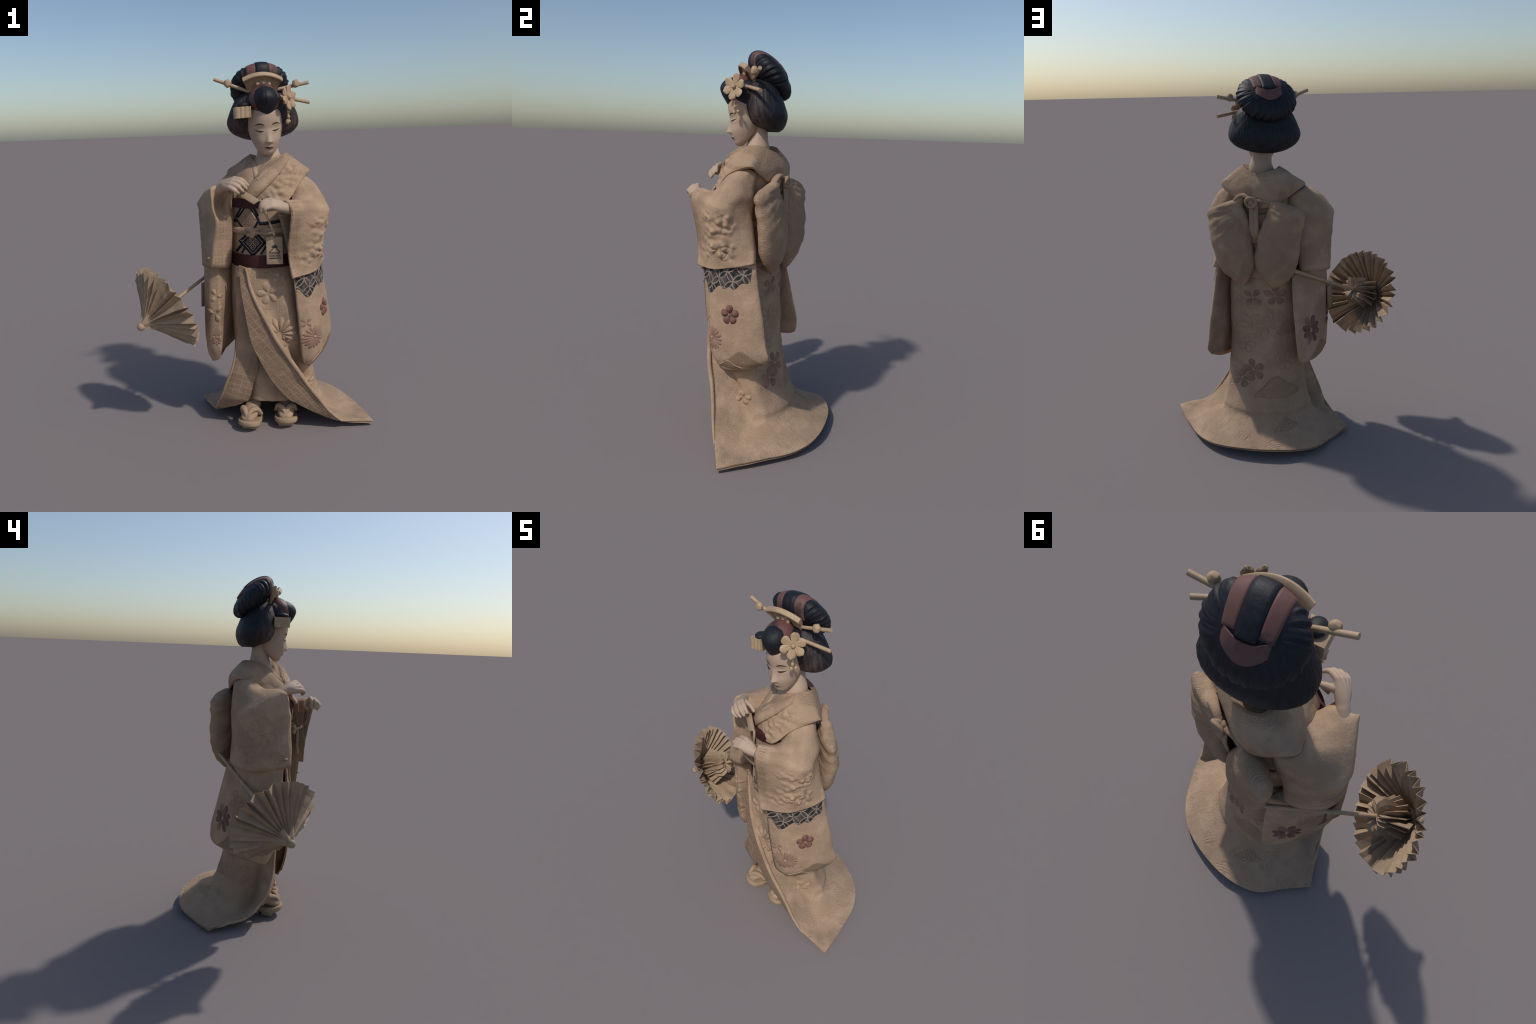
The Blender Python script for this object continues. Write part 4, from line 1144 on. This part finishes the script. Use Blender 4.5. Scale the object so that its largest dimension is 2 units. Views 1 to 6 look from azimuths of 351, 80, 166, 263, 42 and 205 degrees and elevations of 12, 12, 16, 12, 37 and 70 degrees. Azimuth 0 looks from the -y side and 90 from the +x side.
def embroidery():
    # hanging sleeve on her left: frame along the outer face
    du = unit((0.66, 0.75, 0)); dn = unit((0.80, -0.60, 0))
    pl = Projector(bvh(drop_l), (0.30, -0.26, 0), du, (0, 0, 1), dn)
    along = lambda x, y: float((A([x, y, 0]) - A([0.30, -0.26, 0])) @ du)
    # dark lattice below the over-sleeve with a scalloped lower border
    a0, a1 = along(.178, -.33) + 0.012, along(.376, -.085) - 0.004
    rows = []
    for f in np.linspace(0, 1, 40):
        a = a0 + (a1 - a0) * f
        low = 0.830 - 0.058 * math.exp(-((f - 0.24) / 0.09) ** 2) + 0.008 * math.sin(f * 31) + 0.05 * max(0, f - 0.72) / 0.28
        rows.append([pl.pt(a, z, 0.0018 if 0 < i < 9 else -0.003) for i, z in enumerate(np.linspace(low, 0.955, 10))])
    rot = math.radians(38)
    lu, lv = du * math.cos(rot) + A([0, 0, 1]) * math.sin(rot), -du * math.sin(rot) + A([0, 0, 1]) * math.cos(rot)
    add("lattice_print", grid_mesh(A(rows), False), shippo_mat(tuple(lu), tuple(lv), 0.060), drop_l)
    blossom("plum_petal", pl, (along(.372, -.211), 0.706), 5, 0.054, 0.046, M_PLUM, drop_l, 0.012, 0.4, 0.006)
    blossom("mum_petal", pl, (along(.301, -.291), 0.567), 16, 0.066, 0.021, M_RUST, drop_l, 0.005, 0.0, 0.009, 0.02)
    blossom("mum_petal", pl, (along(.252, -.305), 0.655), 4, 0.030, 0.018, M_RUST, drop_l, 0.003, 0.8)
    wl = wave_mat("wave_embroidery", tuple(du), (0, 0, 1), 0.050, CLOTH_D * 0.92)
    hill("wave_hill", pl, (along(.405, -.15), 0.470), 0.110, 0.060, wl, drop_l)
    hill("wave_hill", pl, (along(.345, -.20), 0.425), 0.070, 0.030, wl, drop_l)
    # over-sleeve on her left: embossed cluster on the outside
    po = Projector(bvh(sleeve_l), (0.30, -0.26, 0), unit((0.75, 0.55, 0)), (0, 0, 1), unit((0.6, -0.8, 0)))
    blossom("embossed_petal", po, (0.03, 1.03), 4, 0.05, 0.036, M_RELIEF, sleeve_l, 0.012, 0.4, None, 0.5, True)
    # over-sleeve on her right
    pv = Projector(bvh(sleeve_r), (-0.30, 0, 0), (0, -1, 0), (0, 0, 1), (-1, 0, 0))
    blossom("outline_petal", pv, (0.030, 1.155), 7, 0.088, 0.052, M_RELIEF, sleeve_r, 0.004, 0.5, 0.010)
    blossom("outline_petal", pv, (0.115, 1.020), 5, 0.040, 0.028, M_RELIEF, sleeve_r, 0.004, 0.2, 0.006)
    add("embossed_petal", patch(pv, petal_outline((0.150, 1.010), 0.0, 0.034, 0.024), 0.001, 0.014, 4), M_RELIEF, sleeve_r)
    blossom("outline_petal", pv, (-0.055, 1.035), 6, 0.052, 0.034, M_RELIEF, sleeve_r, 0.004, 1.2, 0.006)
    # hanging sleeve on her right: purple daisy, line flower, dark wave border
    pd = Projector(bvh(drop_r), (-0.098, 0.163, 0), unit((-0.80, -0.6, 0)), (0, 0, 1), unit((-0.55, 0.83, 0)))
    for k in range(8):
        a = 0.39 + k * math.pi / 4
        add("daisy_petal", patch(pd, petal_outline((0.0, 0.630), a, 0.060 + 0.026 * abs(math.sin(a)), 0.040), 0.0006, 0.004, 5), M_FADED if k % 3 == 2 else M_PLUM, drop_r)
    pe = Projector(bvh(drop_r), (-0.230, 0.03, 0), (0, -1, 0), (0, 0, 1), (-1, 0.2, 0))
    blossom("daisy_petal", pe, (0.02, 0.640), 6, 0.060, 0.036, M_PLUM, drop_r, 0.005, 0.2, 0.006)
    blossom("outline_petal", pd, (0.095, 0.760), 5, 0.052, 0.034, M_RELIEF, drop_r, 0.004, 0.2)
    hill("wave_hill", pd, (0.08, 0.480), 0.11, 0.055, wave_mat("wave_embroidery_right", (-0.8, -0.6, 0), (0, 0, 1), 0.045, CLOTH_D * 1.05), drop_r, 0.0016)
    pf = Projector(bvh(drop_r), (-0.215, -0.2, 0), (1, 0, 0), (0, 0, 1), (0, -1, 0))
    hill("wave_hill", pf, (0.005, 0.585), 0.026, 0.036, wave_mat("wave_embroidery_front", (1, 0, 0), (0, 0, 1), 0.02, CLOTH * 0.8), drop_r, 0.0016)
    blossom("daisy_petal", pf, (0.0, 0.540), 8, 0.030, 0.016, M_RUST, drop_r, 0.003, 0.0, 0.004)
    blossom("embossed_petal", pf, (0.0, 0.700), 3, 0.050, 0.034, M_RELIEF, drop_r, 0.006, 0.8, soft=True)
    blossom("embossed_petal", pf, (0.005, 0.80), 3, 0.044, 0.030, M_RELIEF, drop_r, 0.005, 2.0, soft=True)
    # robe front: big embossed mum and blossoms
    tr = bvh(robe)
    pk = Projector(tr, (0, -0.3, 0), (1, 0, 0), (0, 0, 1), (0, -1, 0))
    for k in range(7):
        a = math.radians(135 - 27 * k)
        add("mum_petal", patch(pk, petal_outline((0.112, 0.590), a, 0.098, 0.032), 0.0, 0.010, 5, 2.0), M_RELIEF, robe)
    blossom("embossed_petal", pk, (0.060, 0.815), 5, 0.062, 0.046, M_RELIEF, robe, 0.007, 0.6, soft=True)
    blossom("embossed_petal", pk, (0.140, 0.545), 4, 0.036, 0.026, M_RELIEF, robe, 0.009, 0.2, soft=True)
    blossom("embossed_petal", pk, (0.120, 0.890), 4, 0.040, 0.030, M_RELIEF, robe, 0.006, 0.2, soft=True)
    # robe back
    pb = Projector(tr, (0.12, 0.25, 0), (-1, 0, 0), (0, 0, 1), (0.15, 1, 0.1))
    blossom("plum_petal", pb, (-0.130, 0.400), 5, 0.066, 0.044, M_FADED, robe, 0.003, 0.5, 0.006)
    blossom("plum_petal", pb, (0.003, 0.845), 5, 0.062, 0.044, M_FADED, robe, 0.003, 0.3, 0.006)
    blossom("outline_petal", pb, (-0.050, 0.665), 6, 0.085, 0.046, M_RELIEF, robe, 0.006, 0.25)
    wm = wave_mat("wave_embroidery_back", (-1, 0, 0), (0, 0, 1), 0.066, CLOTH_D * 1.08)
    hill("wave_hill", pb, (-0.010, 0.285), 0.130, 0.080, wm, robe, 0.002)
    hill("wave_hill", pb, (0.060, 0.640), 0.062, 0.058, wm, robe, 0.002)
    blossom("outline_petal", pb, (-0.165, 0.545), 5, 0.050, 0.034, M_RELIEF, robe, 0.005, 0.1)
    blossom("outline_petal", pb, (0.060, 0.455), 6, 0.060, 0.036, M_RELIEF, robe, 0.005, 0.7)
    blossom("plum_petal", pb, (-0.120, 0.830), 4, 0.055, 0.036, M_FADED, robe, 0.002, 0.9)
    hill("wave_hill", pb, (0.030, 0.105), 0.075, 0.030, wm, robe, 0.002)
    # robe right side
    ps = Projector(tr, (0.40, 0, 0), (0, 1, 0), (0, 0, 1), (1, 0, 0.1))
    blossom("plum_petal", ps, (0.020, 0.335), 5, 0.058, 0.038, M_FADED, robe, 0.003, 0.3)
    blossom("outline_petal", ps, (0.020, 0.660), 6, 0.066, 0.038, M_RELIEF, robe, 0.005, 0.3)
    blossom("embossed_petal", ps, (-0.12, 0.235), 4, 0.040, 0.034, M_RELIEF, robe, 0.008, 0.3, soft=True)
    pm = Projector(tr, (-0.3, 0, 0), (0, -1, 0), (0, 0, 1), (-1, 0, 0.1))
    blossom("outline_petal", pm, (-0.055, 0.300), 5, 0.050, 0.034, M_RELIEF, robe, 0.004, 0.3)
embroidery()
